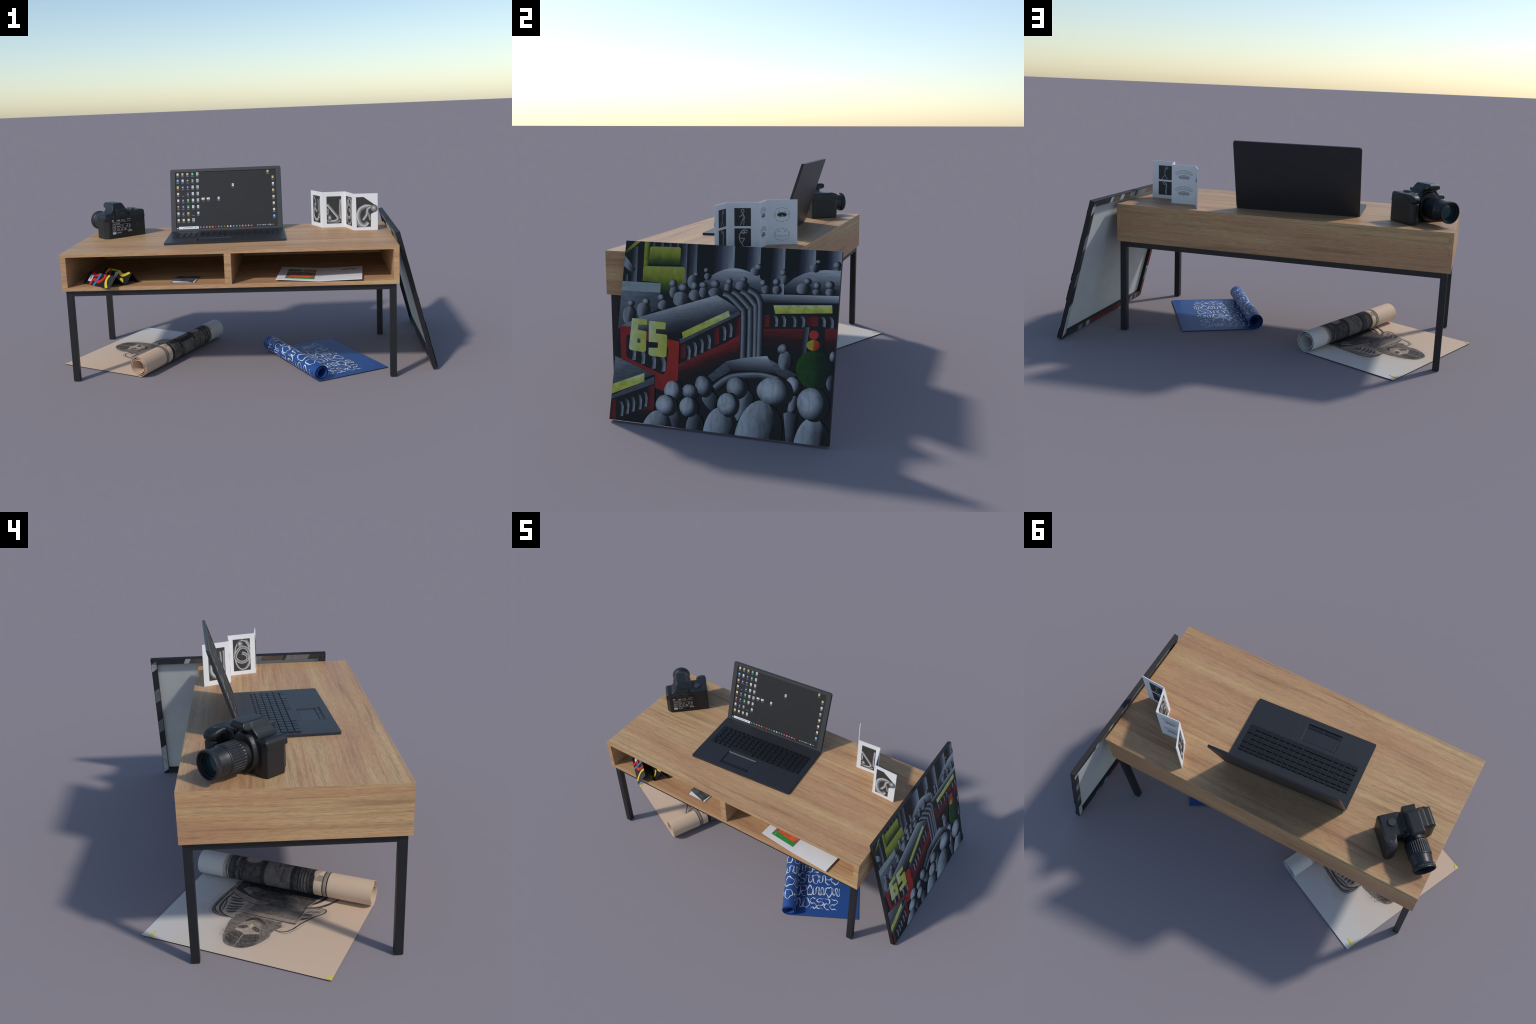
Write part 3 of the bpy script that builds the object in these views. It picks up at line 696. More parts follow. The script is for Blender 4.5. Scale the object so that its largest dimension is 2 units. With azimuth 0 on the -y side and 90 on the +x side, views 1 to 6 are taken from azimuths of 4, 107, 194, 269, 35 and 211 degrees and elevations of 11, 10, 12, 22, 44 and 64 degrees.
SMALL = [((5.0, 35.2, 1.5, 1.7), (4.5, 41.9, 2.8, 4.9)), ((12.4, 33.5, 1.5, 1.7), (11.2, 38.6, 2.8, 4.4)), ((19.6, 30.7, 1.5, 1.8), (20.8, 34.7, 2.2, 2.7)), ((24.7, 22.5, 1.5, 2.1), (25.4, 27.1, 1.8, 3.4)),
         ((35.4, 16.6, 1.0, 0.9), (33.9, 20.7, 2.2, 3.6)), ((29.6, 24.4, 2.0, 2.1), (29.2, 30.8, 3.8, 4.2)), ((34.8, 23.1, 1.6, 2.2), (35.6, 28.1, 2.7, 3.1)), ((39.1, 22.2, 1.6, 1.6), (39.4, 26.1, 1.8, 2.9)),
         ((44.5, 21.3, 1.8, 2.1), (44.8, 25.9, 2.7, 2.7)), ((40.0, 14.1, 0.9, 1.3), (40.8, 17.4, 1.4, 1.7)), ((51.0, 19.4, 1.3, 1.7), (50.7, 22.9, 1.6, 2.5)), ((57.7, 17.8, 1.2, 1.3), (56.7, 21.2, 2.6, 2.5)),
         ((63.8, 10.6, 1.4, 1.6), (62.6, 12.9, 2.1, 2.1)), ((66.5, 19.0, 1.2, 1.6), (67.9, 22.4, 1.9, 2.2)), ((72.3, 18.1, 1.3, 1.7), (72.7, 22.2, 1.7, 2.2)), ((75.1, 12.8, 1.2, 1.8), (75.7, 16.2, 1.5, 2.2)),
         ((85.6, 16.7, 1.6, 1.6), (84.0, 20.6, 2.6, 2.8)), ((90.0, 18.6, 1.3, 1.8), (90.1, 22.0, 1.6, 1.5)), ((95.4, 17.9, 1.6, 2.0), (95.8, 21.5, 1.9, 1.8)), ((90.1, 6.1, 1.1, 0.9), (88.5, 9.4, 1.8, 2.0)), ((98.0, 7.4, 1.4, 1.9), (98.5, 9.3, 1.1, 0.7))]
for head, trunk in SMALL:
    halo(*trunk); halo(*head)
    blob("painted_figure_body", *trunk, STONE, 0.05); blob("painted_figure_head", *head, BALL, 0.04)
# rear bus on the right
paint("painted_bus_roof", [(65, 25), (100, 23.2), (100, 27.4), (66.5, 29.8)], TOPLIT)
paint("painted_bus_windows", [(66.5, 29.5), (100, 27), (100, 41), (67.5, 44)], BLACK)
paint("painted_sign", [(72, 30.4), (97.3, 28.2), (97.7, 32.3), (73, 34.8)], YELLOW)
paint("painted_bus_panel", [(67.4, 36), (70.6, 35.7), (70.9, 42), (67.9, 42.2)], RED_DARK)
paint("painted_bus_side", [(67.5, 43.3), (100, 40), (100, 56), (68, 60)], RED_FALL)
paint("painted_bus_panel", [(86, 35.1), (91.7, 34.6), (92, 40), (86.6, 40.3)], RED_DARK)
def seat(x, y, w, h, lean=0.0):
    bd = Build(); LAYER[0] += 0.000012
    line = canvas([(x - w * 0.5, y - h), (x + w * 0.35, y - h * 0.75), (x + w * 0.75, y), (x + w * 0.7 + lean, y + h)])
    outline = canvas([(x - w * 0.6, y - h * 0.9), (x - w * 0.1, y - h), (x + w * 0.4, y - h * 0.85), (x + w * 0.75, y - h * 0.3), (x + w * 0.78 + lean, y + h * 0.9), (x + w * 0.1, y + h), (x + w * 0.25, y + h * 0.2), (x, y - h * 0.5)])
    bd.poly(pp, clip(outline, PW, PH), SEAT, LAYER[0])
    LAYER[0] += 0.00004
    bd.object("painted_seat", painting, PM)
for x in (73, 76.5, 81, 84.8, 93.6, 97):
    seat(x, 38.6 - (x - 73) * 0.06, 2.0, 3.0)
# front bus
paint("painted_bus_roof", [(1.6, 48), (11, 42), (46, 27.2), (51, 30), (57, 34), (57, 35.5), (31.5, 49), (30.5, 53.5), (24, 53), (6, 48.4)], ROOF)
paint("painted_bus_windows", [(30.5, 53.5), (57, 35.5), (58.5, 48), (52, 53), (31.5, 66.5)], BLACK)
paint("painted_gutter", [(30.3, 52.6), (57, 34.8), (57.5, 36.6), (31, 55)], SLATE)
paint("painted_sign", [(31.2, 48.8), (52, 35), (53, 38), (32, 52.2)], YELLOW)
paint("painted_bus_side", [(31, 66), (52, 52.2), (58, 47.2), (59, 60), (53, 63), (45, 72), (39, 77), (31, 76)], RED_SIDE)
for q in ([(31, 56), (33.4, 54.5), (34, 62), (32, 63.5)], [(46, 46), (48.2, 44.5), (49, 53), (46.4, 54.5)], [(55.8, 39.5), (58, 37.5), (58.2, 47), (56, 48.5)]):
    paint("painted_bus_panel", q, RED_DARK)
for x, y in ((34.6, 59.3), (37.4, 57.2), (40.4, 55), (43.6, 52.6), (50.3, 47.3), (53, 45.3)):
    seat(x, y, 2.0, 4.0)
paint("painted_bus_nose", [(1, 48), (6, 48.2), (24, 53), (30.4, 54), (31.2, 74), (31, 78), (25, 81.5), (20.4, 80), (20, 73), (3, 66)], RED)
paint("painted_windscreen", [(4.6, 53.5), (5.5, 52.6), (24.6, 57), (25.6, 58.5), (25.2, 71), (24, 72.6), (23, 72.3), (6.4, 65.6), (5.4, 64)], BLACK)
for x, y in ((8, 62.4), (12.6, 64), (18, 66), (22.8, 67)):
    seat(x, y, 2.8, 4.2)
paint("painted_number", [(6.6, 43.3), (14, 43.4), (14.3, 46.4), (9.9, 46.6), (9.9, 49.4), (14.2, 50), (14.8, 60.6), (14, 61.5), (7.2, 60.9), (6.4, 60)], DIGIT)
paint("painted_number_gap", [(9.9, 46.8), (14.6, 46.8), (14.8, 49.5), (9.9, 49.3)], SLATE)
paint("painted_number_hole", [(10, 54.2), (11.6, 54.2), (11.8, 56.6), (10.2, 56.6)], SLATE)
paint("painted_number", [(15, 44.6), (15.6, 44), (22.8, 44.2), (23.3, 44.8), (23.3, 48), (18.8, 48.2), (18.9, 50.6), (24, 50.8), (24.4, 51.4), (24.9, 62.4), (24, 63.3), (17, 63), (16.2, 62.3), (16, 58.8), (20.4, 58.4), (20.3, 55.4), (15.8, 55.6)], DIGIT)
# concertina joint of the bus
for line in ([(49, 26), (52, 27.3), (57.6, 33), (59, 36.5), (60.2, 60)], [(53, 24.6), (55.4, 26), (60.8, 32), (62, 35.5), (63.2, 60)], [(57, 24), (59.4, 25.4), (63.2, 30), (64.4, 34), (65.8, 60)], [(60.4, 23), (64, 25.4), (65.8, 29), (66.4, 34), (67.5, 60)]):
    bd = Build(); LAYER[0] += 0.000012
    bd.tube(pp, canvas(line), 0.027, RIB, LAYER[0], lift=0.000012, lean=-0.25); LAYER[0] += 0.00005
    bd.object("painted_rib", painting, PM)
# lower left bus
paint("painted_bus_roof", [(0, 65), (20, 73), (15, 75.5), (0, 81)], SLATE)
paint("painted_bus_windows", [(0, 85), (20.2, 74), (21.5, 90), (4, 100), (0, 100)], BLACK)
paint("painted_gutter", [(0, 87), (20, 74.2), (20.3, 78), (0, 89)], SLATE)
paint("painted_sign", [(0, 80.6), (15, 72.8), (15.4, 77.4), (0, 86)], YELLOW)
paint("painted_bus_panel", [(0, 89.5), (2.2, 89), (3, 99.5), (0, 99.7)], RED_DARK)
paint("painted_bus_panel", [(17.2, 80.5), (20.4, 78.4), (21, 89), (18, 90.5)], RED_DARK)
paint("painted_bus_side", [(5, 99), (21, 89), (22, 98.5), (17, 100), (5, 100)], RED_FALL)
for x, y in ((5, 93.6), (7.7, 92), (10.4, 90.4), (13.6, 88.8), (16.2, 87)):
    seat(x, y, 2.0, 4.2)
# traffic light
paint("painted_lamp_post", [(86, 40), (95, 39.6), (95, 57), (86, 57)], BLACK)
paint("painted_lamp_post_edge", [(86, 40.6), (88.4, 40.4), (87.6, 56), (85.6, 57)], STRIPE)
blob("painted_lamp", 90.5, 44.2, 2.0, 2.4, LAMP_R); blob("painted_lamp", 90.6, 49.5, 2.8, 2.8, LAMP_Y)
# car
paint("painted_car_roof", [(53, 62), (62, 59), (71, 57.2), (76, 66), (65, 65.6), (55, 67.3)], TOPLIT)
paint("painted_car_pillar", [(45, 71), (53, 62), (55, 67), (47, 74)], SLATE)
paint("painted_car_pillar", [(71.6, 58.6), (84.5, 65.4), (82, 69), (76, 66.2)], SLATE)
bd = Build(); LAYER[0] += 0.000012
bd.tube(pp, canvas([(48.5, 77), (53, 72.2), (58, 69.6), (68, 68), (75, 69), (81, 71)]), 0.032, RIB, LAYER[0], lift=0.000012, lean=0.3); LAYER[0] += 0.00005
bd.object("painted_car_bonnet", painting, PM)
blob("painted_figure_body", 78.9, 58.7, 3.0, 4.9, STONE); blob("painted_figure_head", 77.4, 52.8, 2.0, 2.6, BALL, 0.03, 0.2)
blob("painted_lamp", 91.9, 62.1, 8.0, 9.8, GREEN, 0.01)
blob("painted_figure_head", 99.4, 54.6, 1.6, 2.9, BALL); blob("painted_figure_body", 99.2, 68, 2.0, 4, STONE_DIM)
# foreground crowd
paint("painted_figure_body", [(43.2, 83), (47, 79), (50.6, 82), (50, 86), (48, 89)], STONE_DIM, True)
paint("painted_figure_body", [(58.6, 81), (63, 76), (66.4, 79.4), (65.6, 83.4), (62, 88.4), (60, 92.5), (58, 90)], STONE, True)
paint("painted_figure_body", [(31.5, 90), (36, 86), (38, 101), (28.5, 101)], BLACK)
paint("painted_figure_body", [(28, 95), (32, 90.6), (34.5, 101), (30.5, 101)], STONE_DIM)
halo(43, 76.3, 3.4, 5.3); blob("painted_figure_head", 43, 76.3, 3.4, 5.3, BALL, 0.03, -0.12)
halo(37, 79.9, 2.8, 3.5); blob("painted_figure_head", 37, 79.9, 3.3, 3.7, BALL)
halo(28.9, 80.5, 3.6, 4.9); blob("painted_figure_head", 28.9, 80.6, 3.6, 5.2, BALL_PALE)
halo(57.9, 75.2, 4, 5.2); blob("painted_figure_head", 57.9, 75.2, 4.0, 5.2, BALL)
halo(40.4, 99, 3.2, 7.6); blob("painted_figure_body", 40.4, 99, 3.4, 8, STONE_DIM)
halo(36.7, 88.2, 3.5, 4.9); blob("painted_figure_head", 36.7, 88.2, 3.5, 5.0, BALL_PALE)
halo(22.2, 101, 5.6, 9); blob("painted_figure_body", 22.4, 101, 5.8, 9.2, STONE_PALE, 0.02, 0.15)
halo(26.1, 88.6, 4.2, 5.1); blob("painted_figure_head", 26.1, 88.6, 4.2, 5.3, BALL_PALE)
halo(51.4, 98, 6.4, 11); blob("painted_figure_body", 51.4, 98, 6.4, 11.4, STONE_PALE, 0.02, 0.1)
halo(54.6, 84.5, 4.1, 5.8); blob("painted_figure_head", 54.6, 84.5, 4.2, 5.9, BALL_PALE)
halo(82.7, 70.9, 2.8, 4.1); blob("painted_figure_head", 82.7, 71, 2.9, 4.2, BALL_PALE)
paint("painted_figure_body", [(83, 77), (85.4, 77), (85.6, 81), (83.6, 84.4), (81.6, 84)], STONE, True)
paint("painted_figure_body", [(80, 86), (82.4, 84.4), (86, 85.6), (85.4, 101), (82, 101)], STONE_DIM)
halo(68, 96, 8.3, 14); blob("painted_figure_body", 68, 97, 8.4, 16.2, STONE_PALE, 0.02, 0.12)
halo(74.3, 75, 6.5, 6.9); blob("painted_figure_head", 74.2, 75, 6.5, 7.0, BALL_PALE)
halo(91.4, 98, 6, 11); blob("painted_figure_body", 91.6, 98, 6.2, 11.6, STONE_PALE, 0.02, 0.12)
halo(91, 79.2, 5.5, 7.9); blob("painted_figure_head", 91, 79.4, 5.6, 8.0, BALL_PALE)

# ================================================================ ROLLED SHEETS ON THE FLOOR
def scroll(origin, u, w, width, run, radius, pitch, turns, z0, thick):
    """sheet that lies flat for `run` metres, then curls up into a spiral roll.
    returns (sheet function of (u, s, h), length of the sheet); h>0 is the upper / inner face"""
    O, U, Wd = Vector((*origin, 0)), Vector((*u, 0)), Vector((*w, 0))
    k = pitch / math.tau
    end = turns * math.tau
    total = run + radius * end - k * end * end / 2
    def sheet(x, s, h=0.0):
        if s <= run:
            return O + U * x + Wd * s + Vector((0, 0, z0 + h))
        d = min(s, total) - run
        th = (radius - math.sqrt(max(radius * radius - 2 * k * d, 0))) / k
        r = radius - k * th - h
        return O + U * x + Wd * (run + r * math.sin(th)) + Vector((0, 0, z0 + radius - r * math.cos(th)))
    return sheet, total
def arc_s(run, radius, pitch, deg):
    th, k = math.radians(deg), pitch / math.tau
    return run + radius * th - k * th * th / 2

def sheet_mesh(name, sheet, width, run, total, thick, m_paper, m_edge, parent):
    bd = Build()
    n = 170
    ss = [run * i / 12 for i in range(12)] + [run + (total - run) * i / n for i in range(n + 1)]
    for a, b in zip(ss, ss[1:]):
        q = [sheet(0, a, 0), sheet(width, a, 0), sheet(width, b, 0), sheet(0, b, 0)]
        p = [sheet(0, a, -thick), sheet(width, a, -thick), sheet(width, b, -thick), sheet(0, b, -thick)]
        bd.face(q[::-1], m_paper); bd.face(p, m_paper)
        bd.face([q[0], q[3], p[3], p[0]], m_edge if b <= run else m_paper); bd.face([q[1], p[1], p[2], q[2]], m_edge if b <= run else m_paper)
    for s, flip in ((0, 1), (total, 0)):
        q = [sheet(0, s, 0), sheet(width, s, 0), sheet(width, s, -thick), sheet(0, s, -thick)]
        bd.face(q[::-1] if flip else q, m_edge if flip else m_paper)
    o = bd.object(name, parent, merge=True, smooth=True)
    o.data.set_sharp_from_angle(angle=math.radians(40))
    return o

# ---- portrait on warm paper
def aged_paper():
    m, n, l, b = _new("aged_drawing_paper")
    b.inputs["Roughness"].default_value = 0.75
    co = n.new("ShaderNodeTexCoord")
    dot = n.new("ShaderNodeVectorMath"); dot.operation = "DOT_PRODUCT"
    l.new(co.outputs["Object"], dot.inputs[0]); dot.inputs[1].default_value = (0.4291, 0.9033, 0)
    t = n.new("ShaderNodeTexNoise"); t.inputs["Scale"].default_value, t.inputs["Detail"].default_value = 7, 6
    l.new(co.outputs["Object"], t.inputs["Vector"])
    a = n.new("ShaderNodeMath"); a.operation = "MULTIPLY_ADD"; l.new(t.outputs["Fac"], a.inputs[0]); a.inputs[1].default_value = 0.22; l.new(dot.outputs["Value"], a.inputs[2])
    r = n.new("ShaderNodeMapRange"); r.inputs["From Min"].default_value, r.inputs["From Max"].default_value = -0.5, 0.27
    l.new(a.outputs[0], r.inputs["Value"])
    c = ramp(n, [(0.0, (0.68, 0.49, 0.345)), (0.4, (0.66, 0.505, 0.375)), (0.65, (0.645, 0.56, 0.475)), (0.85, (0.635, 0.592, 0.545)), (1.0, (0.625, 0.61, 0.585))])
    l.new(r.outputs["Result"], c.inputs["Fac"])
    # soft charcoal smudges rubbed into the paper round the figure
    total = None
    for u, w, rad, k in ((0.40, 0.17, 0.135, 0.55), (0.54, 0.33, 0.10, 0.7), (0.20, 0.36, 0.085, 0.5), (0.40, 0.42, 0.22, 0.9), (0.60, 0.27, 0.06, 0.25), (0.27, 0.24, 0.06, 0.35)):
        d = n.new("ShaderNodeVectorMath"); d.operation = "DISTANCE"
        l.new(co.outputs["Object"], d.inputs[0]); d.inputs[1].default_value = (A0[0] + U1[0] * u + W1[0] * w, A0[1] + U1[1] * u + W1[1] * w, 0.0)
        q = n.new("ShaderNodeMapRange"); q.interpolation_type = "SMOOTHSTEP"
        l.new(d.outputs["Value"], q.inputs["Value"])
        q.inputs["From Min"].default_value, q.inputs["From Max"].default_value, q.inputs["To Min"].default_value, q.inputs["To Max"].default_value = rad * 0.45, rad, k, 0.0
        if total is None:
            total = q.outputs["Result"]
        else:
            mx = n.new("ShaderNodeMath"); mx.operation = "MAXIMUM"; l.new(total, mx.inputs[0]); l.new(q.outputs["Result"], mx.inputs[1]); total = mx.outputs[0]
    tn = n.new("ShaderNodeTexNoise"); tn.inputs["Scale"].default_value, tn.inputs["Detail"].default_value = 22, 8
    l.new(co.outputs["Object"], tn.inputs["Vector"])
    mu = n.new("ShaderNodeMath"); mu.operation = "MULTIPLY"; l.new(total, mu.inputs[0]); l.new(tn.outputs["Fac"], mu.inputs[1])
    x = n.new("ShaderNodeMix"); x.data_type = "RGBA"
    l.new(mu.outputs[0], x.inputs[0]); l.new(c.outputs["Color"], x.inputs[6]); x.inputs[7].default_value = (0.13, 0.115, 0.105, 1)
    l.new(x.outputs[2], b.inputs["Base Color"])
    return m
A0, U1 = (-0.9995, -0.200), (0.42911, 0.90325)
W1 = (U1[1], -U1[0])
PAPER = aged_paper()
PAPER_EDGE = plain("dark_sheet_edge", (0.03, 0.03, 0.032), 0.8)
RUN, RAD, PITCH = 0.511, 0.0535, 0.0082
portrait = thing("rolled_portrait", (-0.62, 0.0, 0), "half rolled charcoal portrait on warm paper", "drawing")
PS, total = scroll(A0, U1, W1, 0.755, RUN, RAD, PITCH, 2.6, 0.0018, 0.0016)
sheet_mesh("paper_sheet", PS, 0.755, RUN, total, 0.0016, PAPER, PAPER_EDGE, portrait)
def charcoal(name, dark, light, lo, hi, scale=60, stretch=(1, 1, 1)):
    m, n, l, b = _new(name)
    b.inputs["Roughness"].default_value = 0.85
    b.inputs["Specular IOR Level"].default_value = 0.2
    co = n.new("ShaderNodeTexCoord"); mp = n.new("ShaderNodeMapping"); mp.inputs["Scale"].default_value = stretch
    mp.inputs["Rotation"].default_value = (0, 0, -math.atan2(U1[1], U1[0]))
    l.new(co.outputs["Object"], mp.inputs["Vector"])
    t = n.new("ShaderNodeTexNoise"); t.inputs["Scale"].default_value, t.inputs["Detail"].default_value, t.inputs["Roughness"].default_value = scale, 7, 0.65
    l.new(mp.outputs["Vector"], t.inputs["Vector"])
    r = ramp(n, [(lo, dark), (hi, light)])
    l.new(t.outputs["Fac"], r.inputs["Fac"]); l.new(r.outputs["Color"], b.inputs["Base Color"])
    return m
C_BLACK = charcoal("charcoal_black", (0.018, 0.017, 0.018), (0.06, 0.055, 0.052), 0.35, 0.7)
C_DARK = charcoal("charcoal_dark", (0.032, 0.030, 0.031), (0.12, 0.108, 0.10), 0.3, 0.72, 45)
C_MID = charcoal("charcoal_mid", (0.085, 0.078, 0.074), (0.24, 0.20, 0.17), 0.3, 0.7, 30)
C_GREY = charcoal("charcoal_grey", (0.10, 0.088, 0.080), (0.27, 0.225, 0.185), 0.28, 0.72, 70)
C_DUSK = charcoal("charcoal_dusk", (0.055, 0.050, 0.048), (0.17, 0.148, 0.13), 0.3, 0.7, 30)
C_SOFT = charcoal("charcoal_soft", (0.20, 0.165, 0.14), (0.42, 0.33, 0.26), 0.3, 0.7, 25)
C_PALE = charcoal("charcoal_breath", (0.32, 0.26, 0.21), (0.52, 0.41, 0.32), 0.3, 0.7, 25)
C_SKIN = charcoal("paper_left_bare", (0.34, 0.27, 0.21), (0.54, 0.43, 0.33), 0.3, 0.65, 20)
C_HAIR = charcoal("charcoal_hair", (0.04, 0.036, 0.035), (0.19, 0.165, 0.14), 0.3, 0.7, 22, (1, 6, 1))
dr = Build()
LV = [0.0002]
def shade(pts, m, rounded=True):
    LV[0] += 0.000006
    q = [tuple(v) for v in spline(pts, 5, True)] if rounded else pts
    # keep orientation upward: (u, w) axes are left-handed seen from above
    dr.poly(PS, [(x, min(y, RUN - 0.002)) for x, y in q], m, LV[0])
def line(pts, wd, m=None, taper=True):
    LV[0] += 0.000003
    f = (lambda t: wd * (0.25 + 0.75 * math.sin(math.pi * (0.08 + 0.84 * t)))) if taper else wd
    dr.ribbon(PS, pts, f, m or C_BLACK, LV[0])
def hatch(quad, count, wd, m, bow=0.01):
    """bundle of roughly parallel pencil strokes across a four-cornered area"""
    a, b, c, d = (Vector(q) for q in quad)
    for i in range(count):
        t = (i + random.uniform(0.1, 0.9)) / count
        p, q = a.lerp(b, t), d.lerp(c, t)
        mid = p.lerp(q, 0.5) + Vector((random.uniform(-bow, bow), random.uniform(-bow, bow)))
        line([tuple(p), tuple(mid), tuple(q)], wd * random.uniform(0.5, 1.2), m)
# clothes, board, arms (u across the sheet, s toward the roll)
shade([(0.49, 0.28), (0.24, 0.275), (0.225, 0.35), (0.22, 0.44), (0.20, 0.505), (0.56, 0.508), (0.555, 0.42), (0.53, 0.33)], C_SOFT)
shade([(0.578, 0.25), (0.588, 0.289), (0.580, 0.417), (0.566, 0.496), (0.53, 0.505), (0.55, 0.401), (0.55, 0.30), (0.54, 0.262), (0.50, 0.235), (0.483, 0.228), (0.53, 0.236)], C_PALE)
line([(0.47, 0.238), (0.53, 0.230), (0.578, 0.25), (0.591, 0.30), (0.584, 0.41), (0.566, 0.505)], 0.009, C_MID)
line([(0.48, 0.236), (0.53, 0.236), (0.572, 0.258), (0.584, 0.30), (0.576, 0.41), (0.556, 0.505)], 0.005, C_BLACK)
line([(0.485, 0.230), (0.535, 0.247), (0.562, 0.28), (0.568, 0.34), (0.556, 0.42), (0.53, 0.505)], 0.009, C_DARK)
line([(0.49, 0.224), (0.55, 0.227), (0.594, 0.25), (0.602, 0.31)], 0.002, C_SOFT)
shade([(0.56, 0.43), (0.54, 0.44), (0.50, 0.508), (0.56, 0.508)], C_DARK)
shade([(0.464, 0.279), (0.24, 0.273), (0.242, 0.37), (0.245, 0.44), (0.50, 0.47), (0.49, 0.40), (0.478, 0.34)], C_MID, False)
shade([(0.455, 0.286), (0.25, 0.28), (0.25, 0.305), (0.45, 0.322)], C_SOFT)
shade([(0.458, 0.308), (0.25, 0.300), (0.25, 0.325), (0.462, 0.338)], C_GREY)
shade([(0.44, 0.37), (0.30, 0.375), (0.245, 0.40), (0.245, 0.505), (0.53, 0.506), (0.49, 0.44)], C_DARK)
shade([(0.47, 0.352), (0.36, 0.362), (0.25, 0.385), (0.25, 0.41), (0.48, 0.41)], C_DUSK)
shade([(0.51, 0.47), (0.23, 0.455), (0.20, 0.508), (0.54, 0.508)], C_BLACK, False)
line([(0.466, 0.279), (0.35, 0.276), (0.239, 0.272)], 0.004, C_BLACK); line([(0.239, 0.272), (0.240, 0.35), (0.243, 0.44)], 0.004, C_BLACK)
shade([(0.561, 0.352), (0.515, 0.387), (0.46, 0.339), (0.477, 0.265), (0.494, 0.234), (0.534, 0.268)], C_PALE)
for p, q in (((0.556, 0.371), (0.503, 0.369)), ((0.548, 0.350), (0.490, 0.358)), ((0.543, 0.326), (0.482, 0.336)), ((0.540, 0.303), (0.480, 0.318)), ((0.534, 0.284), (0.486, 0.300)), ((0.524, 0.266), (0.489, 0.280))):
    line([p, ((p[0] + q[0]) / 2, (p[1] + q[1]) / 2 - 0.005), q], 0.013, C_MID); line([p, ((p[0] + q[0]) / 2, (p[1] + q[1]) / 2 - 0.004), q], 0.007, C_DARK)
shade([(0.469, 0.346), (0.442, 0.356), (0.458, 0.290), (0.474, 0.278)], C_SOFT)
line([(0.545, 0.265), (0.552, 0.31), (0.562, 0.35)], 0.006, C_DARK)
shade([(0.574, 0.419), (0.552, 0.445), (0.483, 0.40), (0.40, 0.383), (0.398, 0.372), (0.421, 0.356), (0.47, 0.361), (0.535, 0.389)], C_SOFT)
shade([(0.56, 0.43), (0.545, 0.447), (0.48, 0.405), (0.41, 0.388), (0.47, 0.394)], C_DARK)
line([(0.572, 0.415), (0.535, 0.386), (0.47, 0.358), (0.42, 0.354)], 0.004, C_DARK); line([(0.58, 0.42), (0.55, 0.448), (0.485, 0.403)], 0.004, C_BLACK)
for i in range(4):
    line([(0.455 - 0.004 * i, 0.398 - 0.010 * i), (0.42, 0.390 - 0.011 * i), (0.395 + 0.006 * i, 0.376 - 0.007 * i)], 0.003, C_BLACK)
shade([(0.52, 0.445), (0.47, 0.44), (0.435, 0.435), (0.44, 0.46), (0.50, 0.475)], C_MID)
for i in range(4):
    line([(0.47, 0.470 - 0.010 * i), (0.44, 0.462 - 0.009 * i), (0.415, 0.452 - 0.008 * i)], 0.0035, C_BLACK)
shade([(0.239, 0.285), (0.233, 0.375), (0.205, 0.41), (0.168, 0.416), (0.160, 0.387), (0.199, 0.331), (0.226, 0.285)], C_PALE)
hatch([(0.236, 0.30), (0.232, 0.36), (0.195, 0.36), (0.21, 0.325)], 8, 0.007, C_DARK); hatch([(0.236, 0.35), (0.225, 0.40), (0.165, 0.405), (0.185, 0.36)], 7, 0.006, C_MID)
line([(0.30, 0.212), (0.265, 0.210), (0.238, 0.236), (0.222, 0.28), (0.190, 0.345), (0.160, 0.388), (0.166, 0.414), (0.205, 0.412)], 0.007, C_DARK)
line([(0.295, 0.208), (0.25, 0.205), (0.222, 0.245), (0.205, 0.29)], 0.0022, C_MID)
line([(0.232, 0.40), (0.195, 0.42), (0.165, 0.455), (0.138, 0.505)], 0.013, C_DARK); line([(0.225, 0.43), (0.20, 0.47), (0.19, 0.508)], 0.014, C_BLACK)
# head, upside down toward the free end: hair mass, two combed crown lobes, brow, eyes, beard
shade([(0.451, 0.080), (0.469, 0.124), (0.479, 0.171), (0.485, 0.208), (0.479, 0.251), (0.460, 0.277), (0.412, 0.275), (0.364, 0.270), (0.315, 0.267), (0.286, 0.267), (0.282, 0.235), (0.294, 0.211), (0.303, 0.188), (0.299, 0.164), (0.307, 0.134), (0.321, 0.103), (0.344, 0.074), (0.369, 0.058), (0.398, 0.056), (0.430, 0.062)], C_GREY)
shade([(0.440, 0.172), (0.436, 0.205), (0.425, 0.230), (0.400, 0.243), (0.368, 0.232), (0.348, 0.205), (0.341, 0.170), (0.372, 0.152), (0.395, 0.146), (0.418, 0.157)], C_SOFT)
shade([(0.442, 0.166), (0.421, 0.177), (0.394, 0.186), (0.368, 0.176), (0.342, 0.169), (0.373, 0.153), (0.395, 0.146), (0.415, 0.157)], C_SKIN)
shade([(0.391, 0.180), (0.399, 0.213), (0.394, 0.222), (0.384, 0.214), (0.382, 0.190)], C_SKIN)
shade([(0.437, 0.181), (0.424, 0.200), (0.401, 0.199), (0.411, 0.181)], C_DARK); shade([(0.430, 0.186), (0.422, 0.195), (0.408, 0.194), (0.414, 0.186)], C_GREY); shade([(0.424, 0.188), (0.419, 0.193), (0.413, 0.191), (0.417, 0.187)], C_BLACK)
shade([(0.382, 0.191), (0.373, 0.203), (0.350, 0.192), (0.353, 0.176)], C_DARK); shade([(0.376, 0.191), (0.370, 0.197), (0.356, 0.189), (0.360, 0.182)], C_GREY); shade([(0.370, 0.189), (0.366, 0.193), (0.360, 0.188), (0.364, 0.184)], C_BLACK)
line([(0.440, 0.178), (0.424, 0.174), (0.404, 0.182)], 0.003, C_MID); line([(0.378, 0.182), (0.362, 0.172), (0.347, 0.176)], 0.003, C_MID)
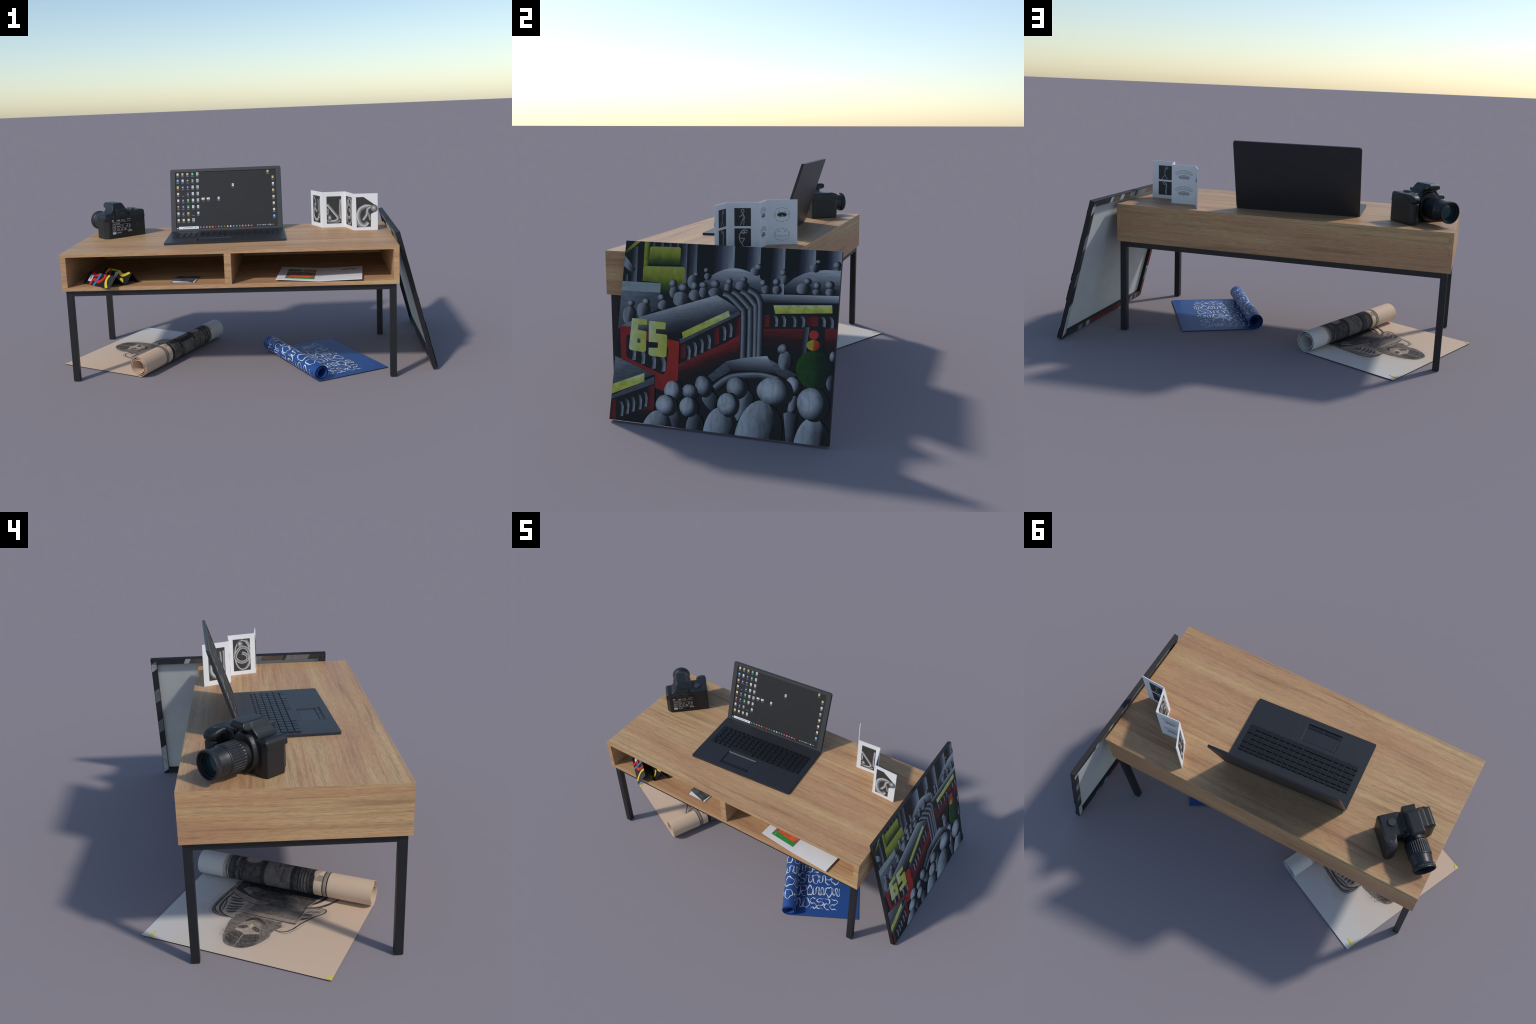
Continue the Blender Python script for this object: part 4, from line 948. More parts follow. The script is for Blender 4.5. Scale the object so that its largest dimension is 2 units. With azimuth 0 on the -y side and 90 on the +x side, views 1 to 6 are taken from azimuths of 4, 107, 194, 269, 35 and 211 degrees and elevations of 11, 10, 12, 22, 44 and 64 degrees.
shade([(0.428, 0.222), (0.417, 0.251), (0.393, 0.266), (0.361, 0.254), (0.343, 0.230), (0.365, 0.238), (0.392, 0.247), (0.413, 0.235)], C_DARK)
line([(0.422, 0.232), (0.405, 0.250), (0.385, 0.257), (0.362, 0.247)], 0.007, C_BLACK)
line([(0.404, 0.214), (0.396, 0.225), (0.382, 0.217)], 0.003, C_DARK); line([(0.400, 0.234), (0.388, 0.238), (0.374, 0.232)], 0.003, C_DARK)
shade([(0.439, 0.092), (0.452, 0.132), (0.436, 0.154), (0.410, 0.153), (0.400, 0.145), (0.400, 0.101), (0.401, 0.068), (0.422, 0.074)], C_HAIR)
shade([(0.392, 0.134), (0.376, 0.149), (0.346, 0.160), (0.330, 0.140), (0.340, 0.100), (0.362, 0.069), (0.391, 0.064), (0.392, 0.099)], C_HAIR)
for i in range(70):      # strokes combed outward from the parting
    sd, k = random.choice((-1, 1)), random.uniform(0.0, 1.0)
    x0, y0 = 0.3965 + sd * 0.004, 0.064 + 0.078 * k
    r = (0.050 if sd > 0 else 0.060) * (0.6 + 0.5 * math.sin(math.pi * (0.25 + 0.6 * k)))
    line([(x0, y0), (x0 + sd * r * 0.5, y0 + 0.004), (x0 + sd * r, y0 + 0.016 + 0.010 * (1 - k))], 0.0016, random.choice((C_BLACK, C_BLACK, C_DARK, C_GREY)))
line([(0.398, 0.060), (0.397, 0.101), (0.397, 0.146)], 0.0035, C_SOFT)
def wisps(box, count, tones, size=0.008, wd=0.0013):
    for i in range(count):
        x, y = random.uniform(box[0], box[1]), random.uniform(box[2], box[3])
        a = random.uniform(0.6, 2.4)
        line([(x, y), (x + size * math.cos(a), y + size * math.sin(a)), (x + 1.8 * size * math.cos(a + 0.5), y + 1.6 * size * math.sin(a + 0.5))], wd, random.choice(tones))
wisps((0.450, 0.478, 0.095, 0.25), 50, (C_DARK, C_GREY, C_SOFT, C_SOFT)); wisps((0.303, 0.338, 0.135, 0.22), 45, (C_DARK, C_GREY, C_SOFT, C_SOFT)); wisps((0.292, 0.345, 0.225, 0.255), 40, (C_DARK, C_GREY, C_SOFT)); wisps((0.42, 0.47, 0.225, 0.262), 36, (C_DARK, C_GREY, C_MID))
shade([(0.345, 0.191), (0.328, 0.214), (0.308, 0.199), (0.303, 0.172), (0.314, 0.150), (0.332, 0.164)], C_GREY)
wisps((0.306, 0.335, 0.155, 0.20), 26, (C_DARK, C_SOFT, C_SOFT), 0.006)
shade([(0.290, 0.262), (0.274, 0.270), (0.268, 0.246), (0.277, 0.236)], C_SKIN)
LV[0] += 0.0001
YEL = plain("yellow_tape", (0.72, 0.66, 0.06), 0.6)
dr.poly(PS, [(0.001, 0.001), (0.022, 0.001), (0.001, 0.034)], YEL, LV[0]); dr.poly(PS, [(0.726, 0.001), (0.709, 0.001), (0.713, 0.046), (0.718, 0.046)], YEL, LV[0])
o = dr.object("charcoal_drawing", portrait); o["kind"] = "stuff"
# the drawing shows through on the outside of the roll
ro = Build()
def wrap(u0, u1, m, a0=4, a1=338, h=0.0003, slant=0.0):
    n = 40
    for i in range(n):
        s0, s1 = (arc_s(RUN, RAD, PITCH, a0 + (a1 - a0) * k / n) for k in (i, i + 1))
        k0, k1 = slant * i / n, slant * (i + 1) / n
        ro.face([PS(u0 + k0, s0, -0.0016 - h), PS(u1 + k0, s0, -0.0016 - h), PS(u1 + k1, s1, -0.0016 - h), PS(u0 + k1, s1, -0.0016 - h)], m)
def patch(pts, m, h):
    """filled outline on the roll, given as (u, degrees round)"""
    q = [tuple(v) for v in spline(pts, 6, True)]
    cx, cy = sum(p[0] for p in q) / len(q), sum(p[1] for p in q) / len(q)
    f = lambda p: PS(p[0], arc_s(RUN, RAD, PITCH, p[1]), -0.0016 - h)
    for a, b in zip(q, q[1:] + q[:1]):
        m1 = [((cx * (1 - t) + p[0] * t), (cy * (1 - t) + p[1] * t)) for t in (0.5,) for p in (a, b)]
        ro.face([f((cx, cy)), f(m1[0]), f(m1[1])], m); ro.face([f(m1[0]), f(a), f(b), f(m1[1])], m)
wrap(0.235, 0.612, C_MID, 4, 150, h=0.0003); wrap(0.235, 0.612, C_DARK, 148, 338, h=0.0003)  # sunlit sheen put into the colour: rear of the roll gets paler charcoal
wrap(0.2, 0.236, C_SOFT, 200, 230, h=0.0002); wrap(0.612, 0.622, C_GREY, 60, 330, h=0.0003, slant=0.004); wrap(0.622, 0.634, C_PALE, 120, 320, h=0.0002, slant=0.006)
wrap(0.336, 0.446, C_MID, 160, 335, h=0.0005); wrap(0.336, 0.446, C_BLACK, 132, 162, h=0.0006)
wrap(0.318, 0.334, C_BLACK, 100, 338, h=0.0005); wrap(0.318, 0.334, C_DARK, 4, 100, h=0.0005)  # dark stripes are likewise painted paler on the sunlit rear
wrap(0.450, 0.468, C_BLACK, 120, 338, h=0.0005); wrap(0.450, 0.462, C_DARK, 20, 120, h=0.0005)
wrap(0.586, 0.592, C_BLACK, h=0.0005); wrap(0.605, 0.613, C_DARK, h=0.0005); wrap(0.572, 0.579, C_MID, 150, 338, h=0.0005); wrap(0.556, 0.564, C_BLACK, 60, 338, h=0.0005)
wrap(0.262, 0.300, C_MID, 170, 335, h=0.0004); wrap(0.236, 0.254, C_BLACK, 60, 338, h=0.0006); wrap(0.236, 0.250, C_DARK, 4, 60, h=0.0006)
for u in (0.268, 0.281, 0.293, 0.304):
    wrap(u, u + 0.004, C_BLACK, 70, 330, h=0.0007, slant=-0.008)
for i in range(18):      # rubbed vertical tone between the bands
    u = random.uniform(0.25, 0.60); a0 = random.uniform(10, 230)
    wrap(u, u + random.uniform(0.003, 0.010), random.choice((C_DARK, C_MID, C_BLACK)), a0, a0 + random.uniform(40, 100), h=0.00055, slant=random.uniform(-0.01, 0.01))
wrap(0.195, 0.200, C_DARK, 10, 338, h=0.0004); wrap(0.178, 0.183, C_BLACK, 10, 338, h=0.0004); wrap(0.1845, 0.1945, C_SOFT, 10, 338, h=0.0004)
patch([(0.478, 168), (0.50, 150), (0.535, 153), (0.545, 180), (0.525, 198), (0.49, 194)], C_SOFT, 0.0008)
patch([(0.213, 150), (0.238, 165), (0.240, 200), (0.225, 215)], C_SKIN, 0.0009)
o = ro.object("drawing_on_roll", portrait); o["kind"] = "stuff"

# ---- blue lettered poster
BLUE = plain("blue_poster_paper", (0.018, 0.073, 0.275), 0.5, 0.05, 6)
BLUE_IN = plain("blue_poster_roll", (0.022, 0.085, 0.30), 0.5)
WHITE = plain("white_screen_print", (0.70, 0.74, 0.78), 0.6)
FAINT = plain("faint_screen_print", (0.12, 0.22, 0.42), 0.6)
P0, U2 = (0.752, -0.333), (-0.47672, 0.87906)
W2B = (-U2[1], U2[0])
RUN2, RAD2, PITCH2 = 0.3925, 0.0405, 0.0075
poster = thing("rolled_poster", (0.45, -0.2, 0), "half rolled blue poster with wavy white lettering", "poster")
BS, total2 = scroll(P0, U2, W2B, 0.5915, RUN2, RAD2, PITCH2, 2.5, 0.0018, 0.0016)
sheet_mesh("poster_sheet", BS, 0.5915, RUN2, total2, 0.0016, BLUE, PAPER_EDGE, poster)
pr = Build()
rnd = random.Random(23)
def glyph(cx, cy, w, h, side, style):
    """one liquid letter: legs joined by round turns, or a wobbling ring (u across the rows, s along the row)"""
    closed = style == "loop"
    pts = []
    if closed:
        p1, p2 = rnd.uniform(0, 6.28), rnd.uniform(0, 6.28)
        for i in range(14):
            a = i * math.tau / 14
            r = 1 + 0.13 * math.sin(3 * a + p1) + 0.10 * math.sin(5 * a + p2)
            pts.append((cx + 0.42 * h * r * math.cos(a), cy + 0.42 * w * r * math.sin(a)))
        legs = 2
    else:
        legs = rnd.choice((3, 3, 4))
        turned = rnd.random() < 0.5
        L, S = (w, h) if turned else (h, w)          # leg length, spread
        gap = 0.86 * S / (legs - 1)
        sg = rnd.choice((-1, 1))
        for i in range(legs):
            x = -0.43 * S + gap * i
            d = sg * (1 if i % 2 == 0 else -1)
            reach = L * rnd.uniform(0.18, 0.30)
            sway = gap * rnd.uniform(-0.22, 0.22)
            if i == 0:
                pts.append((x - 0.30 * gap, -d * L * 0.34))
            pts += [(x + sway * 0.4, -d * reach), (x + sway, 0.0), (x - sway * 0.4, d * reach)]
            if i < legs - 1:
                pts.append((x + gap * 0.5, d * min(L * 0.48, reach + gap * 0.42)))
            else:
                pts.append((x + 0.28 * gap, d * L * 0.40))
        pts = [((cx + p, cy + q) if turned else (cx + q, cy + p)) for p, q in pts]
    base, ph = rnd.uniform(0.0056, 0.0074), rnd.uniform(0, 3)
    def wd(t):
        k = base * (0.34 + 0.66 * math.sin(ph + math.pi * legs * t) ** 2)
        return k if closed else k * min(1, 0.12 + 6 * t, 0.12 + 6 * (1 - t))
    pr.ribbon(BS, pts, wd, WHITE, -0.0016 - 0.0003 if side == "roll" else 0.0003, closed, step=7)
for row, u in enumerate((0.090, 0.178, 0.266, 0.348, 0.428, 0.508)):
    s = 0.108 + rnd.uniform(0, 0.012)
    while s < 0.40:
        w = rnd.uniform(0.032, 0.048)
        glyph(u, s + w / 2, w, 0.078, "flat", "loop" if rnd.random() < 0.3 else "wave")
        s += w * 0.98
    s = arc_s(RUN2, RAD2, PITCH2, 25)
    while s < arc_s(RUN2, RAD2, PITCH2, 275):
        w = rnd.uniform(0.044, 0.066)
        glyph(u, s + w / 2, w, 0.074, "roll", "loop" if rnd.random() < 0.25 else "wave")
        s += w * 1.0
for u, s in ((0.078, 0.048), (0.306, 0.051), (0.520, 0.050)):
    for k in range(3):
        pr.ribbon(BS, [(u - 0.010, s - 0.006 + 0.006 * k), (u + 0.010 - 0.004 * (k % 2), s - 0.006 + 0.006 * k)], 0.0022, FAINT, 0.0003)
o = pr.object("wavy_lettering", poster); o["kind"] = "stuff"

# ================================================================ STANDING FOLDED CARD
CARD = plain("white_card", (0.80, 0.80, 0.80), 0.7, 0.02, 20)
DARKP = plain("printed_charcoal", (0.035, 0.035, 0.035), 0.7, 0.15, 60)
TONE = [plain("printed_tone_%s" % n, c, 0.7, 0.1, 90) for n, c in (("deep", 0.10), ("low", 0.17), ("half", 0.27), ("high", 0.40), ("white", 0.56))]
RIM = TONE[::-1]
LINEW = plain("printed_pale_line", (0.50, 0.52, 0.54), 0.7)
LINEG = plain("printed_pencil_line", (0.13, 0.14, 0.145), 0.7)
E = [(0.7345, -0.0095), (0.606, -0.003), (0.566, 0.1265), (0.4395, 0.1205), (0.379, 0.2455)]
HC, TC = 0.2003, 0.0035
card = thing("folded_card", (0.56, 0.12, ZT), "white zigzag card with charcoal tube drawings", "card")
def panel(a, b):
    """one leaf of the card, standing between two fold points; returns its front and back sheet"""
    a, b = Vector((*a, ZT)), Vector((*b, ZT))
    ex = (b - a).normalized(); n = ex.cross(Vector((0, 0, 1)))
    bd = Build()
    c = [a + n * TC / 2, b + n * TC / 2, b - n * TC / 2, a - n * TC / 2]
    up = Vector((0, 0, HC))
    low = Vector((0, 0, 0.0004))
    for i in range(4):
        bd.face([c[i] + low, c[(i + 1) % 4] + low, c[(i + 1) % 4] + up, c[i] + up], CARD)
    bd.face([p + up for p in c], CARD); bd.face([p + low for p in c[::-1]], CARD)
    bd.object("card_leaf", card)
    return flat(a + n * TC / 2, ex, (0, 0, 1)), flat(b - n * TC / 2, -ex, (0, 0, 1)), (b - a).length
def frac(w, x0, x1, y0, y1):
    """maps 0..1 in a printed field to metres on the leaf"""
    return lambda x, y: ((x0 + x * (x1 - x0)) * w, (y0 + y * (y1 - y0)) * HC)
def within(sheet, f, x0=0.0, x1=1.0, y0=0.0, y1=1.0):
    """same sheet, but strokes stop at the edge of the printed field"""
    a, b = f(x0, y0), f(x1, y1)
    return lambda x, y, h=0.0: sheet(min(max(x, a[0]), b[0]), min(max(y, a[1]), b[1]), h)
def printed(bd, sheet, f, pts, m, h=0.0003):
    bd.poly(sheet, [f(*p) for p in pts], m, h)
UNITSQ = [(0, 0), (1, 0), (1, 1), (0, 1)]
leaves = [panel(E[i + 1], E[i]) for i in range(4)]      # front side faces the sitter

f0, b0, w0 = leaves[0]
art = Build()
f = frac(w0, 0, 1, 0, 1)
g0 = within(f0, f, 0.11, 0.99, 0.085, 0.9)
printed(art, f0, f, [(0.10, 0.905), (0.12, 0.08), (0.71, 0.095), (0.715, 0.44), (0.92, 0.52), (0.985, 0.57), (0.97, 0.65), (0.41, 0.91)], DARKP)
art.tube(g0, [f(*p) for p in ((0.13, 0.22), (0.20, 0.13), (0.30, 0.10))], 0.010, TONE[:4], 0.0005)
art.tube(g0, [f(*p) for p in ((0.60, 0.5), (0.65, 0.37), (0.685, 0.28))], 0.012, TONE[:4], 0.0005)
art.tube(g0, [f(*p) for p in ((0.74, 0.63), (0.60, 0.645), (0.47, 0.645), (0.26, 0.56), (0.19, 0.38), (0.265, 0.21), (0.445, 0.14), (0.58, 0.225))], 0.025, TONE, 0.0010, lean=-0.3)
art.tube(g0, [f(*p) for p in ((0.72, 0.635), (0.58, 0.58), (0.53, 0.42), (0.38, 0.28))], 0.017, TONE, 0.0017)
art.ball(f0, f(0.845, 0.60), (0.0185, 0.0205), TONE, 0.0024)
art.object("printed_drawing", card)

f1, b1, w1 = leaves[1]
art = Build()
f = frac(w1, 0.17, 0.82, 0.10, 0.89)
g1 = within(f1, f)
printed(art, f1, f, UNITSQ, DARKP)
art.tube(g1, [f(*p) for p in ellipse(0.53, 0.5, 0.44, 0.46, 20)], 0.007, RIM[2:3] + RIM[1:2] + RIM[0:1], 0.0005, closed=True)
art.ball(f1, f(0.42, 0.84), (0.016, 0.019), TONE, 0.0008)
art.tube(g1, [f(*p) for p in ((0.76, 0.96), (0.88, 0.86), (0.97, 0.72))], 0.012, TONE[1:4], 0.0006)
art.tube(g1, [f(*p) for p in ((0.95, 0.47), (0.86, 0.64), (0.62, 0.74), (0.36, 0.70), (0.16, 0.55), (0.13, 0.42), (0.32, 0.30), (0.58, 0.27), (0.80, 0.33), (0.82, 0.45), (0.66, 0.53), (0.50, 0.56))], 0.014, [TONE[4], TONE[3], TONE[2], TONE[1]], 0.0014)
art.tube(g1, [f(*p) for p in ((0.95, 0.28), (0.86, 0.14), (0.66, 0.04))], 0.010, TONE[1:5], 0.0012)
art.object("printed_drawing", card)

f2, b2, w2 = leaves[2]
art = Build()
f = frac(w2, 0.185, 0.83, 0.11, 0.875)
g2 = within(f2, f)
printed(art, f2, f, UNITSQ, DARKP)
art.tube(g2, [f(*p) for p in ((0.93, 0.10), (0.75, 0.055), (0.45, 0.04), (0.15, 0.07), (0.06, 0.14))], 0.011, TONE[:4], 0.0005)
art.tube(g2, [f(*p) for p in ((0.93, 0.88), (0.90, 0.6), (0.90, 0.30), (0.94, 0.17))], 0.012, TONE, 0.0005, lean=0.15)
art.tube(g2, [f(*p) for p in ((0.08, 0.56), (0.09, 0.45), (0.07, 0.32))], 0.007, TONE[1:], 0.0006)
art.tube(g2, [f(*p) for p in ((0.03, 0.72), (0.22, 0.60), (0.48, 0.42), (0.72, 0.26), (0.77, 0.18), (0.66, 0.11), (0.42, 0.08), (0.20, 0.09))], 0.017, TONE, 0.0013, lean=-0.28)
art.ball(f2, f(0.20, 0.21), (0.0125, 0.0175), TONE, 0.0021)
art.object("printed_drawing", card)

f3, b3, w3 = leaves[3]
art = Build()
f = frac(w3, 0.2, 0.82, 0.12, 0.88)
g3 = within(f3, f)
printed(art, f3, f, UNITSQ, DARKP)
art.tube(g3, [f(*p) for p in ((0.08, 0.95), (0.30, 0.86), (0.42, 0.72))], 0.010, TONE, 0.0005)
art.tube(g3, [f(*p) for p in ((0.72, 0.88), (0.76, 0.6), (0.70, 0.42))], 0.012, TONE[:4], 0.0005); art.tube(g3, [f(*p) for p in ((0.92, 0.90), (0.93, 0.6), (0.90, 0.3))], 0.012, TONE[:4], 0.0005)
art.ball(f3, f(0.36, 0.66), (0.0135, 0.015), TONE, 0.0012)
art.tube(g3, [f(*p) for p in ((0.20, 0.58), (0.40, 0.50), (0.58, 0.40), (0.40, 0.44), (0.22, 0.54))], 0.006, TONE[2:], 0.0012)
art.tube(g3, [f(*p) for p in ((0.14, 0.50), (0.10, 0.30), (0.30, 0.12), (0.60, 0.09), (0.86, 0.22), (0.92, 0.36))], 0.021, TONE, 0.0018, lean=0.28)
art.object("printed_drawing", card)

# backs: stick figures in dark squares, crimped moustaches, dashed faces
def stick(bd, sheet, f, lines, head, m=LINEW, wd=0.0022):
    for q in lines:
        bd.ribbon(sheet, [f(*p) for p in q], wd, m, 0.0006)
    bd.ribbon(sheet, [f(*p) for p in ellipse(*head, 12)], wd, m, 0.0006, closed=True, step=3)
art = Build()
up, lo = frac(w0, 0.28, 0.88, 0.505, 0.88), frac(w0, 0.28, 0.88, 0.095, 0.455)
for g in (up, lo):
    printed(art, b0, g, UNITSQ, DARKP)
stick(art, b0, up, [[(0.60, 0.80), (0.48, 0.70), (0.47, 0.36)], [(0.47, 0.36), (0.26, 0.05)], [(0.47, 0.36), (0.66, 0.05)]], (0.60, 0.84, 0.10, 0.08))
stick(art, b0, lo, [[(0.55, 0.90), (0.58, 0.7), (0.54, 0.4), (0.52, 0.05)], [(0.60, 0.86), (0.62, 0.4), (0.60, 0.05)]], (0.44, 0.86, 0.10, 0.07))
art.object("printed_figures", card)
art = Build()
up, lo = frac(w1, 0.23, 0.75, 0.50, 0.885), frac(w1, 0.23, 0.75, 0.065, 0.45)
for g in (up, lo):
    printed(art, b1, g, UNITSQ, DARKP)
stick(art, b1, up, [[(0.50, 0.74), (0.52, 0.64), (0.53, 0.42)], [(0.53, 0.42), (0.58, 0.30), (0.56, 0.05)], [(0.53, 0.42), (0.44, 0.22), (0.36, 0.05)], [(0.50, 0.66), (0.40, 0.58), (0.28, 0.50)], [(0.53, 0.66), (0.61, 0.50), (0.58, 0.36)]], (0.50, 0.83, 0.085, 0.10))
stick(art, b1, lo, [[(0.80, 0.86), (0.60, 0.92), (0.42, 0.83), (0.30, 0.62), (0.30, 0.42), (0.40, 0.20), (0.54, 0.04)], [(0.30, 0.46), (0.62, 0.45)], [(0.62, 0.45), (0.45, 0.20)], [(0.38, 0.78), (0.55, 0.72), (0.78, 0.80)]], (0.52, 0.81, 0.10, 0.06), wd=0.003)
art.object("printed_figures", card)
def crimp(bd, sheet, w, cy):
    for k, (r, thick, cnt, span) in enumerate(((0.050, 0.014, 11, 1.0), (0.034, 0.016, 15, 0.85))):
        y0 = cy - 0.030 - 0.016 * k
        arcp = lambda t, q: (w * 0.52 + (r + q) * 1.0 * math.sin(t), y0 + (r * 0.62 + q) * math.cos(t))
        for q in (-thick / 2, thick / 2):
            bd.ribbon(sheet, [arcp(span * (i / 14 - 1), q) for i in range(29)], 0.0010, LINEG, 0.0004, step=2)
        for i in range(cnt):
            t = span * (2 * i / (cnt - 1) - 1)
            bd.ribbon(sheet, [arcp(t - 0.05, -thick / 2), arcp(t + 0.06, 0), arcp(t - 0.02, thick / 2)], 0.0016 if k else 0.0011, LINEG, 0.0004, step=3)
    bd.ribbon(sheet, [(w * 0.50, cy - 0.022), (w * 0.505, cy - 0.040), (w * 0.525, cy - 0.043), (w * 0.54, cy - 0.022)], 0.001, LINEG, 0.0004)
art = Build()
crimp(art, b2, w2, 0.165); crimp(art, b2, w2, 0.082)
art.object("printed_moustaches", card)
art = Build()
for cy, ry, openmouth in ((0.134, 0.031, True), (0.046, 0.026, False)):
    cx, rx = w3 * 0.5, 0.036
    for i in range(22):
        a = i * math.tau / 22
        bd_pts = [(cx + rx * math.cos(a + d), cy + ry * math.sin(a + d) + 0.0015 * math.sin(9 * a)) for d in (-0.09, 0.0, 0.09)]
        art.ribbon(b3, bd_pts, 0.0019 if i % 3 else 0.0012, LINEG, 0.0004, step=3)
    for s in (-1, 1):
        art.ribbon(b3, [(cx + s * 0.008, cy + 0.012), (cx + s * 0.014, cy + 0.0155), (cx + s * 0.020, cy + 0.0125)], 0.0016, LINEG, 0.0004)
        art.ribbon(b3, [(cx + s * 0.028, cy + 0.008), (cx + s * 0.031, cy), (cx + s * 0.027, cy - 0.008)], 0.0012, LINEG, 0.0004)
    if openmouth:
        mouth = []
        for i in range(40):
            a = i * math.tau / 40
            k = 1.12 if i % 2 else 0.86
            mouth.append((cx + 0.0225 * k * math.cos(a), cy + 0.0105 * k * math.sin(a)))
        art.poly(b3, mouth, DARKP, 0.0004)
        art.poly(b3, [(cx - 0.006, cy - 0.009), (cx + 0.007, cy - 0.009), (cx + 0.002, cy - 0.001), (cx - 0.001, cy - 0.004)], LINEW, 0.0006)
    else:
        art.ribbon(b3, [(cx - 0.022 + 0.0022 * i, cy - 0.006 + 0.0012 * (i % 2) - 0.002 * math.sin(math.pi * i / 20)) for i in range(21)], 0.0013, LINEG, 0.0004, step=2)
art.object("printed_faces", card)

# ================================================================ PAPERS ON THE SHELF
F0 = ZF + 0.0006
# zigzag leaflet, black with bright ribbons
zig = thing("zigzag_leaflet", (-0.64, -0.42, ZF), "black accordion leaflet with bright curved ribbons", "leaflet")
ZBLK = plain("leaflet_black", (0.009, 0.009, 0.010), 0.45)
ZCOL = {k: plain("leaflet_" + k, c, 0.5) for k, c in dict(red=(0.52, 0.022, 0.025), blue=(0.03, 0.20, 0.42), yellow=(0.68, 0.50, 0.025), violet=(0.12, 0.06, 0.28), green=(0.05, 0.34, 0.07), white=(0.62, 0.64, 0.68), dim=(0.16, 0.13, 0.02), grey=(0.022, 0.023, 0.026)).items()}
DIR = Vector((-0.768, 0.640, 0))
LEN = 0.226
RIGHT = [Vector(p) for p in ((-0.6275, -0.5328, F0), (-0.600, -0.489, 0.551), (-0.5636, -0.4567, F0), (-0.5345, -0.4225, 0.5545), (-0.5077, -0.3962, F0))]
zsheets = []
for i in range(4):
    lo_, hi_ = (RIGHT[i], RIGHT[i + 1]) if i % 2 == 0 else (RIGHT[i + 1], RIGHT[i])
    ey = hi_ - lo_
    face = flat(lo_ + DIR * LEN, -DIR, ey)
    n = (-DIR).cross(ey).normalized() * (1 if i % 2 == 0 else -1)
    bd = Build(); t = n * 0.0016
    q = [lo_ + DIR * LEN, lo_, hi_, hi_ + DIR * LEN]
    p = [v - t for v in q]
    if i % 2:
        q, p = p, q
        q, p = q, p
    bd.face(q, ZBLK); bd.face(p[::-1], ZBLK)
    for k in range(4):
        bd.face([q[k], p[k], p[(k + 1) % 4], q[(k + 1) % 4]], ZBLK)
    bd.object("leaflet_page", zig)
    zsheets.append((face, ey.length, 1 if i % 2 == 0 else -1))
def zmap(i):
    s, hgt, sg = zsheets[i]
    return s, (lambda x, t: (x * LEN, t * hgt)), 0.0004, hgt
def band(bd, i, pts, wd, colr, lift=0.0):
    s, f, h, hgt = zmap(i)
    bd.ribbon(lambda x, y, z=0: s(min(max(x, 0), LEN), min(max(y, 0), hgt), z), [f(*p) for p in pts], wd, ZCOL[colr], h + lift, step=6)
za = Build()
band(za, 0, [(0.17, 1.0), (0.20, 0.85), (0.30, 0.78), (0.40, 0.88), (0.43, 1.0)], 0.016, "red")
band(za, 0, [(0.25, 0.0), (0.256, 0.36), (0.32, 0.47), (0.43, 0.37), (0.52, 0.36), (0.60, 0.56), (0.63, 0.84), (0.58, 1.0)], 0.017, "red", 0.0002)
band(za, 0, [(0.395, 0.0), (0.425, 0.5), (0.458, 1.0)], 0.015, "blue", 0.0004); band(za, 0, [(0.412, 0.30), (0.422, 0.45)], 0.0155, "violet", 0.0006); band(za, 0, [(0.45, 0.90), (0.458, 1.0)], 0.0155, "violet", 0.0006)
band(za, 0, [(0.77, 1.0), (0.735, 0.75), (0.747, 0.5), (0.80, 0.25), (0.885, 0.0)], 0.016, "yellow", 0.0002)
s, f, h, hgt = zmap(0)
za.poly(s, [f(*p) for p in ((0.11, 0.27), (0.235, 0.27), (0.235, 0.775), (0.11, 0.775))], ZCOL["white"], h + 0.0004); za.ribbon(s, [f(*p) for p in ((0.15, 0.5), (0.19, 0.62), (0.17, 0.4), (0.20, 0.5))], 0.003, ZBLK, h + 0.0006)
za.poly(s, [f(*p) for p in ((0.86, 1.0), (1, 1), (1, 0.02), (0.93, 0.02), (0.80, 0.7))], ZCOL["grey"], h + 0.0001)
band(za, 2, [(0.10, 0.54), (0.162, 0.89), (0.30, 1.0), (0.45, 0.98), (0.56, 0.86), (0.66, 0.73), (0.763, 0.70), (0.86, 0.85), (0.93, 1.0)], 0.017, "yellow")
band(za, 2, [(0.22, 1.0), (0.25, 0.75), (0.285, 0.45)], 0.014, "red", 0.0002); band(za, 2, [(0.44, 1.0), (0.46, 0.88)], 0.018, "green", 0.0003); band(za, 2, [(0.44, 0.86), (0.47, 0.72)], 0.016, "blue", 0.0002)
band(za, 2, [(0.70, 0.36), (0.77, 0.34), (0.83, 0.18), (0.84, 0.02)], 0.014, "yellow", 0.0002)
s, f, h, hgt = zmap(2)
za.poly(s, [f(*p) for p in ((0.44, 0.48), (0.55, 0.48), (0.55, 0.80), (0.44, 0.80))], ZCOL["white"], h + 0.0005); za.ribbon(s, [f(*p) for p in ((0.48, 0.6), (0.51, 0.7), (0.50, 0.55))], 0.003, ZBLK, h + 0.0007)
za.object("leaflet_ribbons", zig)

# small grey booklet, cover slightly sprung open
book = thing("small_booklet", (-0.27, -0.37, ZF), "small grey booklet lying slightly open", "booklet")
GREYC = plain("marbled_grey_cover", (0.085, 0.090, 0.094), 0.6, 0.8, 24, stretch=(1, 1.6, 1))
def leaf(name, parent, m, corners, thick=0.0012):
    q = [Vector(c) for c in corners]
    n = (q[1] - q[0]).cross(q[3] - q[0]).normalized() * thick
    bd = Build(); p = [v - n for v in q]
    bd.face(q, m); bd.face(p[::-1], m)
    for k in range(4):
        bd.face([q[k], p[k], p[(k + 1) % 4], q[(k + 1) % 4]], m)
    return bd.object(name, parent), flat(q[0], q[1] - q[0], q[3] - q[0])
z = ZF + 0.0018
leaf("booklet_cover", book, GREYC, [(-0.337, -0.434, z), (-0.2145, -0.435, z), (-0.209, -0.305, z), (-0.332, -0.303, z)])
